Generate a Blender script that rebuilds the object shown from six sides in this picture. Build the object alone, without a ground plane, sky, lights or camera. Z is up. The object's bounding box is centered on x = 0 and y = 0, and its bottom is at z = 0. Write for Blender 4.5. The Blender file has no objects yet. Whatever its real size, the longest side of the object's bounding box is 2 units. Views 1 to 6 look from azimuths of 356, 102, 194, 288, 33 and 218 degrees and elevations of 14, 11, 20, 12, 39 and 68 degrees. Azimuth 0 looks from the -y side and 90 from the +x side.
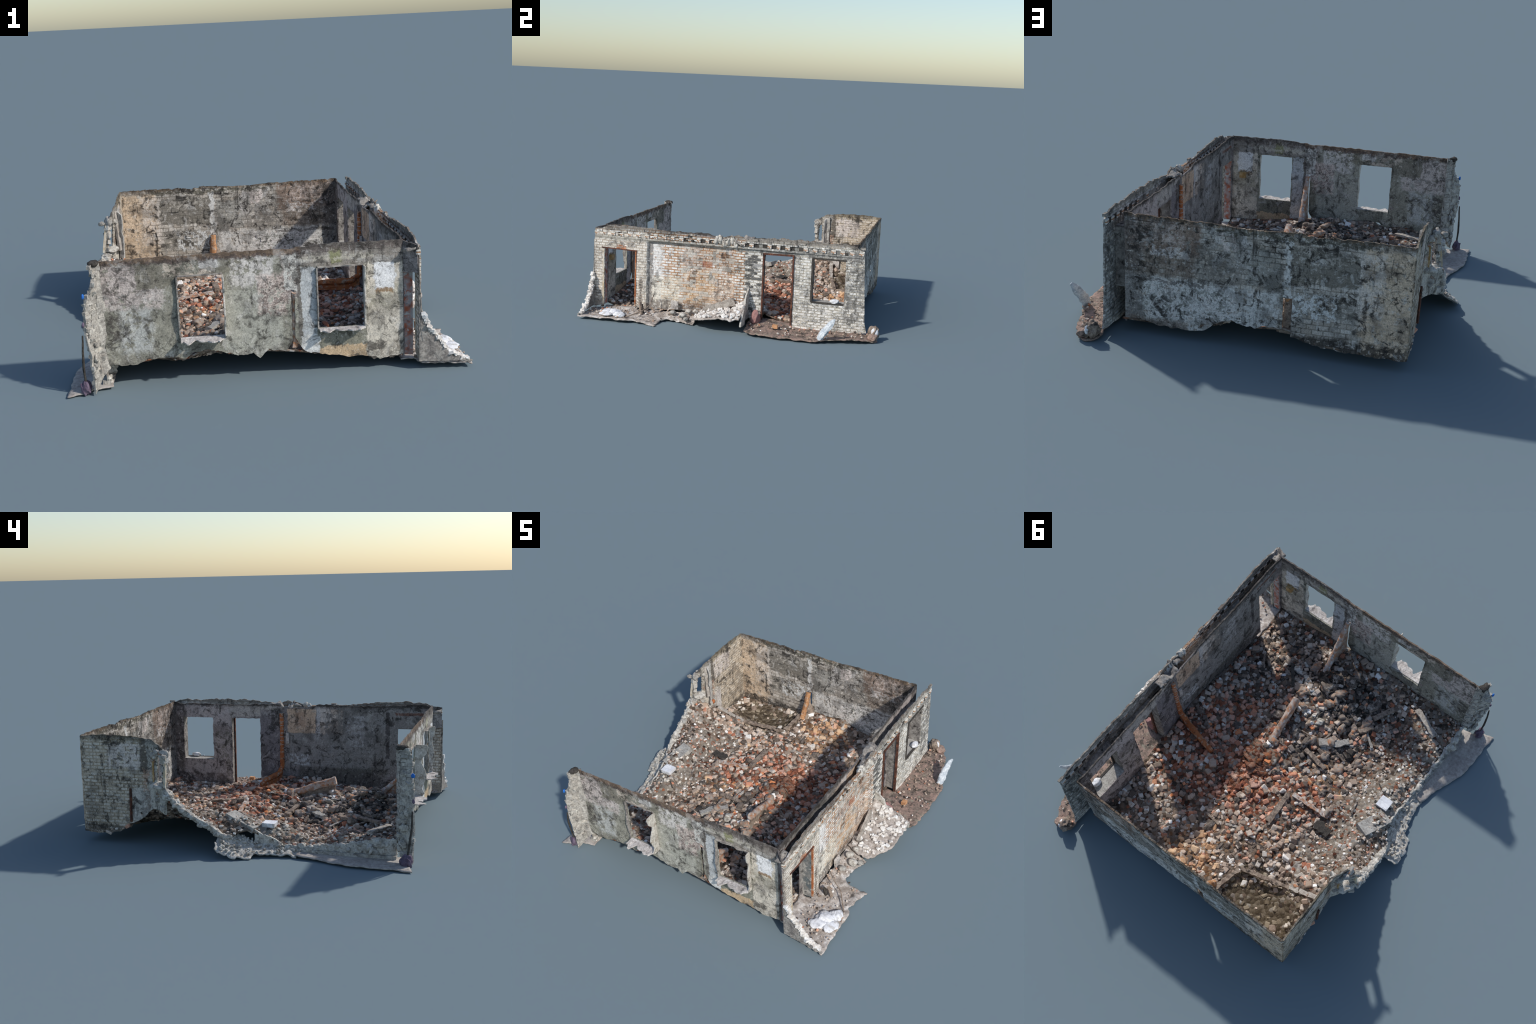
"""A roofless burnt-out brick house: thin scanned-looking walls, double facade leaf,
rubble-filled floor, broken ground slabs.  Metres, z up, longest side 2 m."""
import bpy, bmesh, math, random
import numpy as np
from mathutils import Vector, Matrix, Euler
from mathutils.geometry import delaunay_2d_cdt

random.seed(7)
RNG = np.random.default_rng(7)
COURSE, BRICK, JOINT = 0.0185, 0.044, 0.0032       # facing-brick module; the back wall uses larger blocks
BLOCK = (0.052, 0.0245)

# ------------------------------------------------------------------ numeric noise
def _hash(i, j, seed):
    h = (i.astype(np.int64) * 374761393 + j.astype(np.int64) * 668265263 + seed * 1442695041) & 0xFFFFFFFF
    h = ((h ^ (h >> 13)) * 1274126177) & 0xFFFFFFFF
    return ((h ^ (h >> 16)) & 0xFFFF) / 65535.0

def vnoise(x, y, seed=0):
    x, y = np.asarray(x, float), np.asarray(y, float)
    i, j = np.floor(x), np.floor(y)
    fx, fy = x - i, y - j
    fx, fy = fx * fx * (3 - 2 * fx), fy * fy * (3 - 2 * fy)
    a, b = _hash(i, j, seed), _hash(i + 1, j, seed)
    c, d = _hash(i, j + 1, seed), _hash(i + 1, j + 1, seed)
    return (a + (b - a) * fx) * (1 - fy) + (c + (d - c) * fx) * fy - 0.5

def fbm(x, y, seed=0, octaves=4):
    t, amp, out = 1.0, 1.0, 0.0
    for o in range(octaves):
        out = out + amp * vnoise(np.asarray(x) * t, np.asarray(y) * t, seed + o * 17)
        t, amp = t * 2.03, amp * 0.5
    return out

def curve(points):
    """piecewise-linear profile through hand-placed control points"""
    p = sorted(points)
    xs, ys = [a for a, _ in p], [b for _, b in p]
    return lambda s: np.interp(s, xs, ys)

def spline_surface(points, smooth=2e-4):
    """thin-plate surface z(x, y) through measured heights"""
    P = np.array(points, float)
    xy, z, n = P[:, :2], P[:, 2], len(P)
    r = np.linalg.norm(xy[:, None] - xy[None], axis=-1)
    K = np.where(r > 0, r * r * np.log(r + 1e-12), 0) + smooth * np.eye(n)
    Q = np.c_[np.ones(n), xy]
    A = np.block([[K, Q], [Q.T, np.zeros((3, 3))]])
    w = np.linalg.solve(A, np.r_[z, 0, 0, 0])
    def f(x, y):
        x, y = np.asarray(x, float), np.asarray(y, float)
        d = np.sqrt((x[..., None] - xy[:, 0]) ** 2 + (y[..., None] - xy[:, 1]) ** 2)
        k = np.where(d > 0, d * d * np.log(d + 1e-12), 0)
        return k @ w[:n] + w[n] + w[n + 1] * x + w[n + 2] * y
    return f

# ------------------------------------------------------------------ node helpers
class Graph:
    def __init__(self, name):
        self.mat = bpy.data.materials.new(name)
        self.mat.use_nodes = True
        self.t = self.mat.node_tree
        self.bsdf = self.t.nodes["Principled BSDF"]
        self.bsdf.inputs["Roughness"].default_value = 0.92
        self.bsdf.inputs["Specular IOR Level"].default_value = 0.15

    def node(self, kind, **props):
        n = self.t.nodes.new(kind)
        for k, v in props.items():
            setattr(n, k, v)
        return n

    def put(self, sock, v):
        if isinstance(v, bpy.types.NodeSocket):
            self.t.links.new(v, sock)
        elif isinstance(v, (tuple, list)):
            sock.default_value = (*v, 1.0) if len(v) == 3 and sock.type == "RGBA" else v
        else:
            sock.default_value = v

    def m(self, op, a, b=0.0, c=0.0, clamp=False):
        n = self.node("ShaderNodeMath", operation=op, use_clamp=clamp)
        for s, v in zip(n.inputs, (a, b, c)):
            self.put(s, v)
        return n.outputs[0]

    def mix(self, fac, a, b, blend="MIX"):
        n = self.node("ShaderNodeMix", data_type="RGBA", blend_type=blend)
        self.put(n.inputs[0], fac); self.put(n.inputs[6], a); self.put(n.inputs[7], b)
        return n.outputs[2]

    def noise(self, vec, scale, detail=4.0, rough=0.6, distortion=0.0):
        n = self.node("ShaderNodeTexNoise")
        self.put(n.inputs["Vector"], vec)
        n.inputs["Scale"].default_value, n.inputs["Detail"].default_value = scale, detail
        n.inputs["Roughness"].default_value, n.inputs["Distortion"].default_value = rough, distortion
        return n.outputs["Fac"], n.outputs["Color"]

    def voronoi(self, vec, scale, feature="F1"):
        n = self.node("ShaderNodeTexVoronoi", feature=feature)
        self.put(n.inputs["Vector"], vec)
        n.inputs["Scale"].default_value = scale
        return n.outputs["Distance"], (n.outputs["Color"] if feature == "F1" else None)

    def step(self, v, lo, hi):
        n = self.node("ShaderNodeMapRange", interpolation_type="SMOOTHSTEP")
        self.put(n.inputs[0], v)
        n.inputs[1].default_value, n.inputs[2].default_value = lo, hi
        return n.outputs[0]

    def ramp(self, fac, stops, mode="LINEAR"):
        n = self.node("ShaderNodeValToRGB")
        r = n.color_ramp
        r.interpolation = mode
        while len(r.elements) < len(stops):
            r.elements.new(0.5)
        for e, (p, c) in zip(r.elements, stops):
            e.position, e.color = p, (*c, 1)
        self.put(n.inputs[0], fac)
        return n.outputs[0]

    def coords(self, world=False):
        if world:
            return self.node("ShaderNodeNewGeometry").outputs["Position"]
        return self.node("ShaderNodeTexCoord").outputs["Object"]

    def split(self, vec):
        n = self.node("ShaderNodeSeparateXYZ"); self.put(n.inputs[0], vec)
        return n.outputs

    def join(self, x, y, z):
        n = self.node("ShaderNodeCombineXYZ")
        for s, v in zip(n.inputs, (x, y, z)):
            self.put(s, v)
        return n.outputs[0]

    def finish(self, colour, bump=None, strength=0.5, distance=0.003, rough=None):
        self.put(self.bsdf.inputs["Base Color"], colour)
        if bump is not None:
            b = self.node("ShaderNodeBump")
            b.inputs["Strength"].default_value, b.inputs["Distance"].default_value = strength, distance
            self.put(b.inputs["Height"], bump)
            self.t.links.new(b.outputs[0], self.bsdf.inputs["Normal"])
        if rough is not None:
            self.put(self.bsdf.inputs["Roughness"], rough)
        return self.mat


def wall_material(name, along, base, brick_a, brick_b, mortar, patches, brick_amount=0.5, brick_boxes=(),
                  soot=0.35, flake=0.3, dirt=(0.038, 0.034, 0.031), white=(0.74, 0.72, 0.68), size=(0.044, 0.0185), joint=0.0022,
                  cracks=0.6, warp=0.075, black_bricks=0.06, char=(0.04, 0.036, 0.033), lift=1.0, crown_soot=0.55):
    """plaster over brick.  `along` is the wall's axis (0 = x, 1 = y).  `patches` are regions
    (u0, u1, z0, z1, colour, softness, opacity, speckle) with noise-torn borders; a negative speckle
    picks whole bricks at random instead."""
    g = Graph(name)
    P = g.coords()
    xyz = g.split(P)
    u, v = xyz[along], xyz[2]
    wn, wc = g.noise(P, 24.0, 6.0, 0.7)
    w = g.split(wc)
    uw = g.m("ADD", u, g.m("MULTIPLY_ADD", w[0], warp, -warp / 2))
    vw = g.m("ADD", v, g.m("MULTIPLY_ADD", w[1], warp, -warp / 2))
    fine, finec = g.noise(P, 150.0, 5.0, 0.75)
    fc = g.split(finec)
    big, bigc = g.noise(P, 8.0, 6.0, 0.65)
    mid, midc = g.noise(P, 38.0, 6.0, 0.7)
    bc = g.split(bigc)
    mc = g.split(midc)
    # brick layer: bond with wandering joints, every brick its own tone
    ju = g.m("ADD", u, g.m("MULTIPLY_ADD", mc[0], 0.009, -0.0045))
    jv = g.m("ADD", v, g.m("MULTIPLY_ADD", mc[1], 0.008, -0.004))
    bw, rh = size
    row = g.m("FLOOR", g.m("DIVIDE", jv, rh))
    even = g.m("SUBTRACT", 1.0, g.m("ABSOLUTE", g.m("SUBTRACT", row, g.m("MULTIPLY", g.m("FLOOR", g.m("MULTIPLY", row, 0.5)), 2.0))))
    cu = g.m("ADD", g.m("DIVIDE", ju, bw), g.m("MULTIPLY", even, 0.5))
    coln = g.m("FLOOR", cu)
    rn = g.node("ShaderNodeTexWhiteNoise", noise_dimensions="2D")
    g.put(rn.inputs["Vector"], g.join(coln, row, 0.0))
    rb = g.split(rn.outputs["Color"])
    fx, fy = g.m("SUBTRACT", cu, coln), g.m("SUBTRACT", g.m("DIVIDE", jv, rh), row)
    ex = g.m("MULTIPLY", g.m("SUBTRACT", 0.5, g.m("ABSOLUTE", g.m("SUBTRACT", fx, 0.5))), bw)
    ey = g.m("MULTIPLY", g.m("SUBTRACT", 0.5, g.m("ABSOLUTE", g.m("SUBTRACT", fy, 0.5))), rh)
    edge = g.m("MINIMUM", ex, ey)
    jw = g.m("MULTIPLY_ADD", fine, joint * 1.6, joint * 0.2)
    body = g.step(g.m("SUBTRACT", edge, jw), -0.0006, 0.0008)
    tone = g.mix(rb[0], brick_a, brick_b)
    tone = g.mix(g.m("MULTIPLY", g.step(g.m("ADD", rb[1], g.m("MULTIPLY_ADD", fine, 0.3, -0.15)), 1.02 - black_bricks, 1.05 - black_bricks), 0.85), tone, char)
    bricks = g.mix(body, mortar, tone)
    # plaster layer
    plaster = g.mix(g.step(big, 0.35, 0.65), [c * 0.72 for c in base], [min(1, c * 1.16) for c in base])
    plaster = g.mix(g.m("MULTIPLY", g.step(mid, 0.52, 0.66), 0.6), plaster, [c * 0.55 for c in base])
    def box(p, su, sv):
        u0, u1, v0, v1 = p[:4]
        soft = 0.45 * (p[5] if len(p) > 5 else 0.012)
        du = g.m("SUBTRACT", (u1 - u0) / 2, g.m("ABSOLUTE", g.m("SUBTRACT", su, (u0 + u1) / 2)))
        dv = g.m("SUBTRACT", (v1 - v0) / 2, g.m("ABSOLUTE", g.m("SUBTRACT", sv, (v0 + v1) / 2)))
        return g.step(g.m("MINIMUM", du, dv), -soft * 0.5, soft * 0.5)
    amount = g.step(bc[1], 0.60 - 0.36 * brick_amount, 0.66 - 0.36 * brick_amount)
    for b in brick_boxes:
        opa = b[4] if len(b) > 4 else 1.0
        amount = g.m("MAXIMUM", amount, g.m("MULTIPLY", box((*b[:4], 0, 0.03), uw, vw), g.step(mid, 0.75 - 0.55 * opa, 0.81 - 0.55 * opa)))
    col = g.mix(amount, plaster, bricks)
    # an ellipse inside each brick, for scorched stretcher faces
    qx, qy = g.m("MULTIPLY_ADD", fx, 2.0, -1.0), g.m("MULTIPLY_ADD", fy, 2.0, -1.0)
    oval = g.m("SUBTRACT", g.m("MULTIPLY_ADD", fine, 1.2, 0.75), g.m("ADD", g.m("MULTIPLY", qx, qx), g.m("MULTIPLY", qy, qy)))
    for p in patches:
        if sum(p[4]) > 1.05:
            p = (*p[:4], tuple(min(.92, c * lift) for c in p[4]), *p[5:])
        opacity = p[6] if len(p) > 6 else 1.0
        speck = p[7] if len(p) > 7 else 0.0
        mask = box(p, uw, vw)
        if speck > 0:
            mask = g.m("MULTIPLY", mask, g.step((mid, mc[2])[int(round(speck * 100)) % 2], 0.33 + 0.3 * speck, 0.39 + 0.3 * speck))
        elif speck <= -2:                                   # joints only
            mask = g.m("MULTIPLY", mask, g.m("SUBTRACT", 1.0, body))
        elif speck < 0:
            mask = g.m("MULTIPLY", mask, g.step(g.m("ADD", rb[2], g.m("MULTIPLY_ADD", fine, 0.5, -0.25)), 1.0 + speck - 0.03, 1.0 + speck + 0.03))
            if sum(p[4]) < 0.4:
                mask = g.m("MULTIPLY", mask, g.step(oval, -0.05, 0.25))
        col = g.mix(g.m("MULTIPLY", mask, opacity), col, p[4])
    # flakes, cracks, soot and grain
    col = g.mix(g.m("MULTIPLY", g.step(mc[2], 0.585, 0.635), flake), col, white)
    if cracks:
        cv = g.node("ShaderNodeTexVoronoi", feature="DISTANCE_TO_EDGE")
        g.put(cv.inputs["Vector"], g.join(g.m("ADD", uw, g.m("MULTIPLY", mc[0], 0.03)), vw, 0.0))
        cv.inputs["Scale"].default_value = 17.0
        line = g.m("SUBTRACT", 1.0, g.step(cv.outputs["Distance"], 0.012, 0.045))
        col = g.mix(g.m("MULTIPLY", g.m("MULTIPLY", line, g.step(bc[0], 0.50, 0.58)), cracks), col, dirt)
    run = g.noise(g.join(g.m("MULTIPLY", u, 34.0), g.m("MULTIPLY", v, 5.0), 0.3), 1.0, 5.0, 0.65)[0]
    col = g.mix(g.m("MULTIPLY", g.m("MULTIPLY", g.step(run, 0.53, 0.66), g.step(big, 0.42, 0.60)), min(0.9, soot * 1.7)), col, dirt)
    blot = g.noise(P, 15.0, 7.0, 0.72, 0.6)[1]
    bl = g.split(blot)
    col = g.mix(g.m("MULTIPLY", g.step(bl[0], 0.545, 0.61), min(0.9, soot * 1.9)), col, dirt)
    col = g.mix(g.m("MULTIPLY", g.step(bl[1], 0.56, 0.62), flake), col, white)
    crown = g.m("ADD", v, g.m("MULTIPLY_ADD", bl[2], 0.12, -0.06))
    col = g.mix(g.m("MULTIPLY", g.step(crown, 0.555, 0.592), crown_soot), col, dirt)
    col = g.mix(g.m("MULTIPLY", g.step(bc[2], 0.50, 0.62), soot), col, dirt)
    col = g.mix(g.m("MULTIPLY", g.step(w[2], 0.555, 0.64), soot * 1.3), col, dirt)
    col = g.mix(g.m("MULTIPLY", g.step(fc[1], 0.60, 0.68), min(0.9, soot * 1.6)), col, dirt)
    col = g.mix(1.0, col, g.ramp(fine, [(0.25, (0.50, 0.49, 0.48)), (0.75, (1.42, 1.41, 1.40))]), "MULTIPLY")
    h = g.m("ADD", g.m("MULTIPLY", fine, 0.6), g.m("ADD", mid, g.m("MULTIPLY", g.m("MULTIPLY", body, amount), 0.22)))
    return g.finish(col, h, 0.6, 0.004)


def plain_material(name, a, b, scale=40, rough=0.9, bump=0.4, dark=None, metallic=0.0, third=None):
    g = Graph(name)
    P = g.coords(world=True)
    n1, c1 = g.noise(P, scale, 5.0, 0.65)
    n2, c2 = g.noise(P, scale * 4, 4.0, 0.7)
    col = g.mix(g.step(n1, 0.35, 0.65), a, b)
    if third:
        col = g.mix(g.step(g.split(c1)[1], 0.52, 0.62), col, third)
    if dark:
        col = g.mix(g.step(g.split(c1)[2], 0.55, 0.7), col, dark)
    col = g.mix(1.0, col, g.ramp(n2, [(0.2, (0.62, 0.62, 0.62)), (0.8, (1.3, 1.3, 1.3))]), "MULTIPLY")
    g.bsdf.inputs["Metallic"].default_value = metallic
    return g.finish(col, g.m("ADD", n1, n2), bump, 0.004, rough)

# zones of the rubble field (x, y, rx, ry, weight): where pieces are coloured red, tan, dark or pale
RED = [(0.30, 0.22, 0.30, 0.26, 0.50), (0.06, 0.02, 0.18, 0.18, 0.62), (-0.04, 0.20, 0.24, 0.18, 0.5), (0.45, -0.10, 0.20, 0.25, 0.45), (0.20, -0.25, 0.25, 0.2, 0.35), (-0.30, 0.02, 0.24, 0.12, 0.5), (-0.45, -0.55, 0.15, 0.12, 0.25)]
TAN = [(0.03, 0.66, 0.20, 0.16, 1.0), (-0.28, -0.06, 0.20, 0.18, 0.7), (-0.35, 0.30, 0.22, 0.12, 0.4), (-0.05, 0.42, 0.25, 0.15, 0.4)]
DARK = [(-0.06, -0.62, 0.30, 0.14, 0.5), (-0.28, -0.36, 0.13, 0.09, 0.6), (-0.14, -0.22, 0.16, 0.08, 0.6), (-0.20, -0.62, 0.30, 0.22, 0.8), (-0.10, -0.18, 0.10, 0.08, 0.9), (0.30, -0.70, 0.25, 0.18, 0.6), (-0.60, 0.65, 0.16, 0.16, 0.3), (0.42, -0.45, 0.2, 0.15, 0.4)]  # blobs near y -.36 and -.22 darken pieces to paint black crevices
PALE = [(-0.62, -0.15, 0.16, 0.32, 0.9), (-0.55, 0.25, 0.22, 0.18, 0.6), (-0.62, -0.62, 0.12, 0.25, 0.7), (0.02, -0.47, 0.18, 0.12, 0.8), (0.42, 0.55, 0.18, 0.25, 0.4)]
MUD = [(-0.47, 0.66, 0.26, 0.17, 1.0)]

def zone(g, x, y, blobs):
    total = 0.0
    for cx, cy, rx, ry, wt in blobs:
        dx = g.m("DIVIDE", g.m("SUBTRACT", x, cx), rx)
        dy = g.m("DIVIDE", g.m("SUBTRACT", y, cy), ry)
        d = g.m("SQRT", g.m("ADD", g.m("MULTIPLY", dx, dx), g.m("MULTIPLY", dy, dy)))
        total = g.m("ADD", total, g.m("MULTIPLY", g.step(d, 1.35, 0.35), wt))
    return g.m("MINIMUM", total, 1.0)

def rubble_material(name, ground=False, joined=False):
    """clay, mortar and ash: the colour of each piece is drawn at random, its odds by where it lies"""
    g = Graph(name)
    P = g.coords(world=True)
    n0, c0 = g.noise(P, 9.0, 4.0, 0.6)
    s0 = g.split(c0)
    px = g.split(P)
    x = g.m("ADD", px[0], g.m("MULTIPLY_ADD", s0[0], 0.16, -0.08))
    y = g.m("ADD", px[1], g.m("MULTIPLY_ADD", s0[1], 0.16, -0.08))
    if ground:
        vd, vc = g.voronoi(P, 52.0)
        r = g.split(vc)
        r1, r2, r3 = r[0], r[1], r[2]
    else:
        if joined:
            rnd = g.node("ShaderNodeNewGeometry").outputs["Random Per Island"]
        else:
            rnd = g.node("ShaderNodeObjectInfo").outputs["Random"]
        wn = g.node("ShaderNodeTexWhiteNoise", noise_dimensions="1D")
        g.put(wn.inputs["W"], g.m("MULTIPLY", rnd, 977.0))
        r = g.split(wn.outputs["Color"])
        r1, r2, r3 = rnd, r[1], r[2]
    n1, c1 = g.noise(P, 70.0, 5.0, 0.7)
    n2, c2 = g.noise(P, 230.0, 4.0, 0.7)
    grey = g.ramp(r1, [(0.0, (0.07, 0.058, 0.05)), (0.2, (0.20, 0.155, 0.125)), (0.45, (0.38, 0.29, 0.225)), (0.65, (0.46, 0.36, 0.29)), (0.85, (0.52, 0.46, 0.40)), (0.95, (0.62, 0.59, 0.55)), (1.0, (0.85, 0.84, 0.82))])
    red = g.ramp(r2, [(0.0, (0.15, 0.06, 0.04)), (0.3, (0.34, 0.13, 0.075)), (0.55, (0.48, 0.22, 0.14)), (0.8, (0.56, 0.35, 0.27)), (1.0, (0.60, 0.22, 0.09))])
    tan = g.ramp(r2, [(0.0, (0.28, 0.15, 0.085)), (0.4, (0.50, 0.30, 0.17)), (0.8, (0.60, 0.41, 0.26)), (1.0, (0.62, 0.52, 0.40))])
    pale = g.ramp(r2, [(0.0, (0.30, 0.27, 0.235)), (0.4, (0.50, 0.45, 0.39)), (0.8, (0.62, 0.58, 0.51)), (1.0, (0.82, 0.80, 0.77))])
    dark = g.ramp(r2, [(0.0, (0.03, 0.028, 0.027)), (0.5, (0.10, 0.085, 0.075)), (0.85, (0.24, 0.20, 0.17)), (1.0, (0.42, 0.38, 0.34))])
    mud = g.ramp(r2, [(0.0, (0.14, 0.11, 0.075)), (0.6, (0.26, 0.215, 0.155)), (0.92, (0.36, 0.31, 0.24)), (1.0, (0.7, 0.67, 0.6))])
    col = grey
    for blobs, c, gain in ((PALE, pale, 0.85), (DARK, dark, 0.92), (TAN, tan, 0.62), (RED, red, 0.80), (MUD, mud, 0.9)):
        odds = g.m("MULTIPLY", zone(g, x, y, blobs), gain)
        if c is red:
            odds = g.m("ADD", odds, 0.10)
        pick = g.step(g.m("SUBTRACT", odds, r3), -0.02, 0.02)
        col = g.mix(pick, col, c)
    # scorched and dusty faces, grain
    col = g.mix(g.m("MULTIPLY", g.step(g.split(c1)[0], 0.60, 0.68), 0.55), col, (0.09, 0.07, 0.06))
    col = g.mix(g.m("MULTIPLY", g.step(g.split(c1)[1], 0.56, 0.66), 0.35), col, (0.56, 0.50, 0.44))
    col = g.mix(1.0, col, g.ramp(n2, [(0.2, (0.78, 0.78, 0.78)), (0.8, (1.62, 1.60, 1.57))]), "MULTIPLY")  # range raised so the colour itself carries some of the floor's sunlight
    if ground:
        col = g.mix(1.0, col, (0.42, 0.40, 0.38), "MULTIPLY")  # bed tinted down: crevice shade between chunks baked into its colour
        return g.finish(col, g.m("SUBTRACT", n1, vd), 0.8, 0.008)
    return g.finish(col, g.m("ADD", n1, n2), 0.5, 0.003)

# ------------------------------------------------------------------ object helpers
ROOT = bpy.data.objects.new("ruined_house", None)
bpy.context.scene.collection.objects.link(ROOT)
ROOT["label"] = "roofless burnt brick house shell filled with red and grey rubble"
ROOT["category"] = "ruined building"

def add(name, mesh, mat=None, parent=None, stuff=False, smooth=None):
    o = bpy.data.objects.new(name, mesh)
    bpy.context.scene.collection.objects.link(o)
    o.parent = parent or ROOT
    if mat is not None and not len(mesh.materials):
        mesh.materials.append(mat)
    if stuff:
        o["kind"] = "stuff"
    if smooth is not None:
        mesh.shade_smooth() if smooth is True else mesh.set_sharp_from_angle(angle=smooth)
    return o

def mesh_of(name, verts, faces):
    me = bpy.data.meshes.new(name)
    me.from_pydata([tuple(map(float, v)) for v in verts], [], faces)
    me.validate(); me.update()
    return me

BOX_V = [(-1, -1, -1), (1, -1, -1), (1, 1, -1), (-1, 1, -1), (-1, -1, 1), (1, -1, 1), (1, 1, 1), (-1, 1, 1)]
BOX_F = [(0, 3, 2, 1), (4, 5, 6, 7), (0, 1, 5, 4), (1, 2, 6, 5), (2, 3, 7, 6), (3, 0, 4, 7)]

class Heap:
    """many little solids gathered in one mesh"""
    def __init__(self):
        self.v, self.f = [], []
    def box(self, centre, half, rot=None, jitter=0.0):
        b = len(self.v)
        for c in BOX_V:
            p = Vector([c[k] * half[k] * (1 + jitter * random.uniform(-1, 1)) for k in range(3)])
            if rot is not None:
                p = rot @ p
            self.v.append((p.x + centre[0], p.y + centre[1], p.z + centre[2]))
        self.f += [tuple(i + b for i in q) for q in BOX_F]
    def solid(self, verts, faces, matrix):
        b = len(self.v)
        self.v += [tuple(matrix @ Vector(p)) for p in verts]
        self.f += [tuple(i + b for i in q) for q in faces]
    def build(self, name, mat, parent=None, stuff=True, smooth=None):
        return add(name, mesh_of(name, self.v, self.f), mat, parent, stuff, smooth)

def wall(name, path, bottom, top, levels, holes, mat, thickness=0.008, step=0.009, lump=0.004, seed=0, parent=None, tear=0.005, lean=None, bulge=None):
    """a standing sheet of masonry along a plan polyline; `levels` are heights that holes (s0, s1, band0, band1)
    refer to (band k lies between level k and k + 1; level 0 is the torn bottom edge, the last the torn top edge)"""
    path = [Vector(p) for p in path]
    seglen = [(b - a).length for a, b in zip(path, path[1:])]
    cum = [0.0] + list(np.cumsum(seglen))
    total = cum[-1]
    ss = set(np.linspace(0, total, int(total / step) + 1).tolist()) | set(cum)
    for h in holes:
        ss |= {h[0], h[1]}
    ss = sorted(ss)
    keep = [ss[0]]
    fixed = {h[k] for h in holes for k in (0, 1)} | set(cum)
    for s in ss[1:]:
        if s - keep[-1] < 0.0025:
            if s in fixed and keep[-1] not in fixed:
                keep[-1] = s
            elif s in fixed:
                keep.append(s)
            continue
        keep.append(s)
    ss = np.array(keep)
    px = np.interp(ss, cum, [p.x for p in path]); py = np.interp(ss, cum, [p.y for p in path])
    tx, ty = np.gradient(px, ss), np.gradient(py, ss)
    ln = np.hypot(tx, ty); tx, ty = tx / ln, ty / ln
    nx, ny = ty, -tx
    B, T = bottom(ss), top(ss)
    lv = [B] + [np.minimum(np.maximum(np.full_like(B, l), B + 0.001 * (k + 1)), T - 0.001) for k, l in enumerate(levels)] + [T]
    rows, band = [lv[0]], []
    for k in range(len(lv) - 1):
        n = max(1, int(np.max(lv[k + 1] - lv[k]) / step))
        for q in range(1, n + 1):
            rows.append(lv[k] + (lv[k + 1] - lv[k]) * q / n)
            band.append(k)
    Z = np.array(rows)                                   # rows x columns
    S = np.broadcast_to(ss, Z.shape)
    ds = fbm(S * 40, Z * 40, seed + 1, 3) * tear
    dz = fbm(S * 40, Z * 40, seed + 5, 3) * tear
    ds[:, 0] *= 0.3; ds[:, -1] *= 0.3
    off = fbm(S * 16, Z * 16, seed + 9, 4) * lump
    if bulge is not None:
        off = off + bulge(S, Z)
    sides = []
    for sgn in (1, -1):
        o = off + sgn * thickness / 2 + fbm(S * 60, Z * 60, seed + 20 + sgn, 2) * 0.0015
        X = px + tx * ds + nx * o
        Y = py + ty * ds + ny * o
        if lean is not None:
            lx, ly = lean(S, Z)
            X, Y = X + lx, Y + ly
        sides.append(np.stack([X, Y, Z + dz], -1))
    R, C = Z.shape
    mid = (ss[:-1] + ss[1:]) / 2
    live = np.ones((R - 1, C - 1), bool)
    for s0, s1, b0, b1 in holes:
        for r in range(R - 1):
            if b0 <= band[r] <= b1:
                live[r, (mid > s0) & (mid < s1)] = False
    verts = np.concatenate([sides[0].reshape(-1, 3), sides[1].reshape(-1, 3)])
    N = R * C
    faces = []
    idx = lambda r, c: r * C + c
    for r in range(R - 1):
        for c in range(C - 1):
            if not live[r, c]:
                continue
            q = (idx(r, c), idx(r, c + 1), idx(r + 1, c + 1), idx(r + 1, c))
            faces.append(q)
            faces.append(tuple(i + N for i in q[::-1]))
            for dr, dc, a, b in ((-1, 0, 0, 1), (1, 0, 2, 3), (0, -1, 3, 0), (0, 1, 1, 2)):
                rr, cc = r + dr, c + dc
                if not (0 <= rr < R - 1 and 0 <= cc < C - 1 and live[rr, cc]):
                    faces.append((q[b], q[a], q[a] + N, q[b] + N))
    used = sorted({i for f in faces for i in f})
    remap = {o: n for n, o in enumerate(used)}
    me = mesh_of(name, verts[used], [tuple(remap[i] for i in f) for f in faces])
    ob = add(name, me, mat, parent, smooth=math.radians(35))
    return ob

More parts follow.
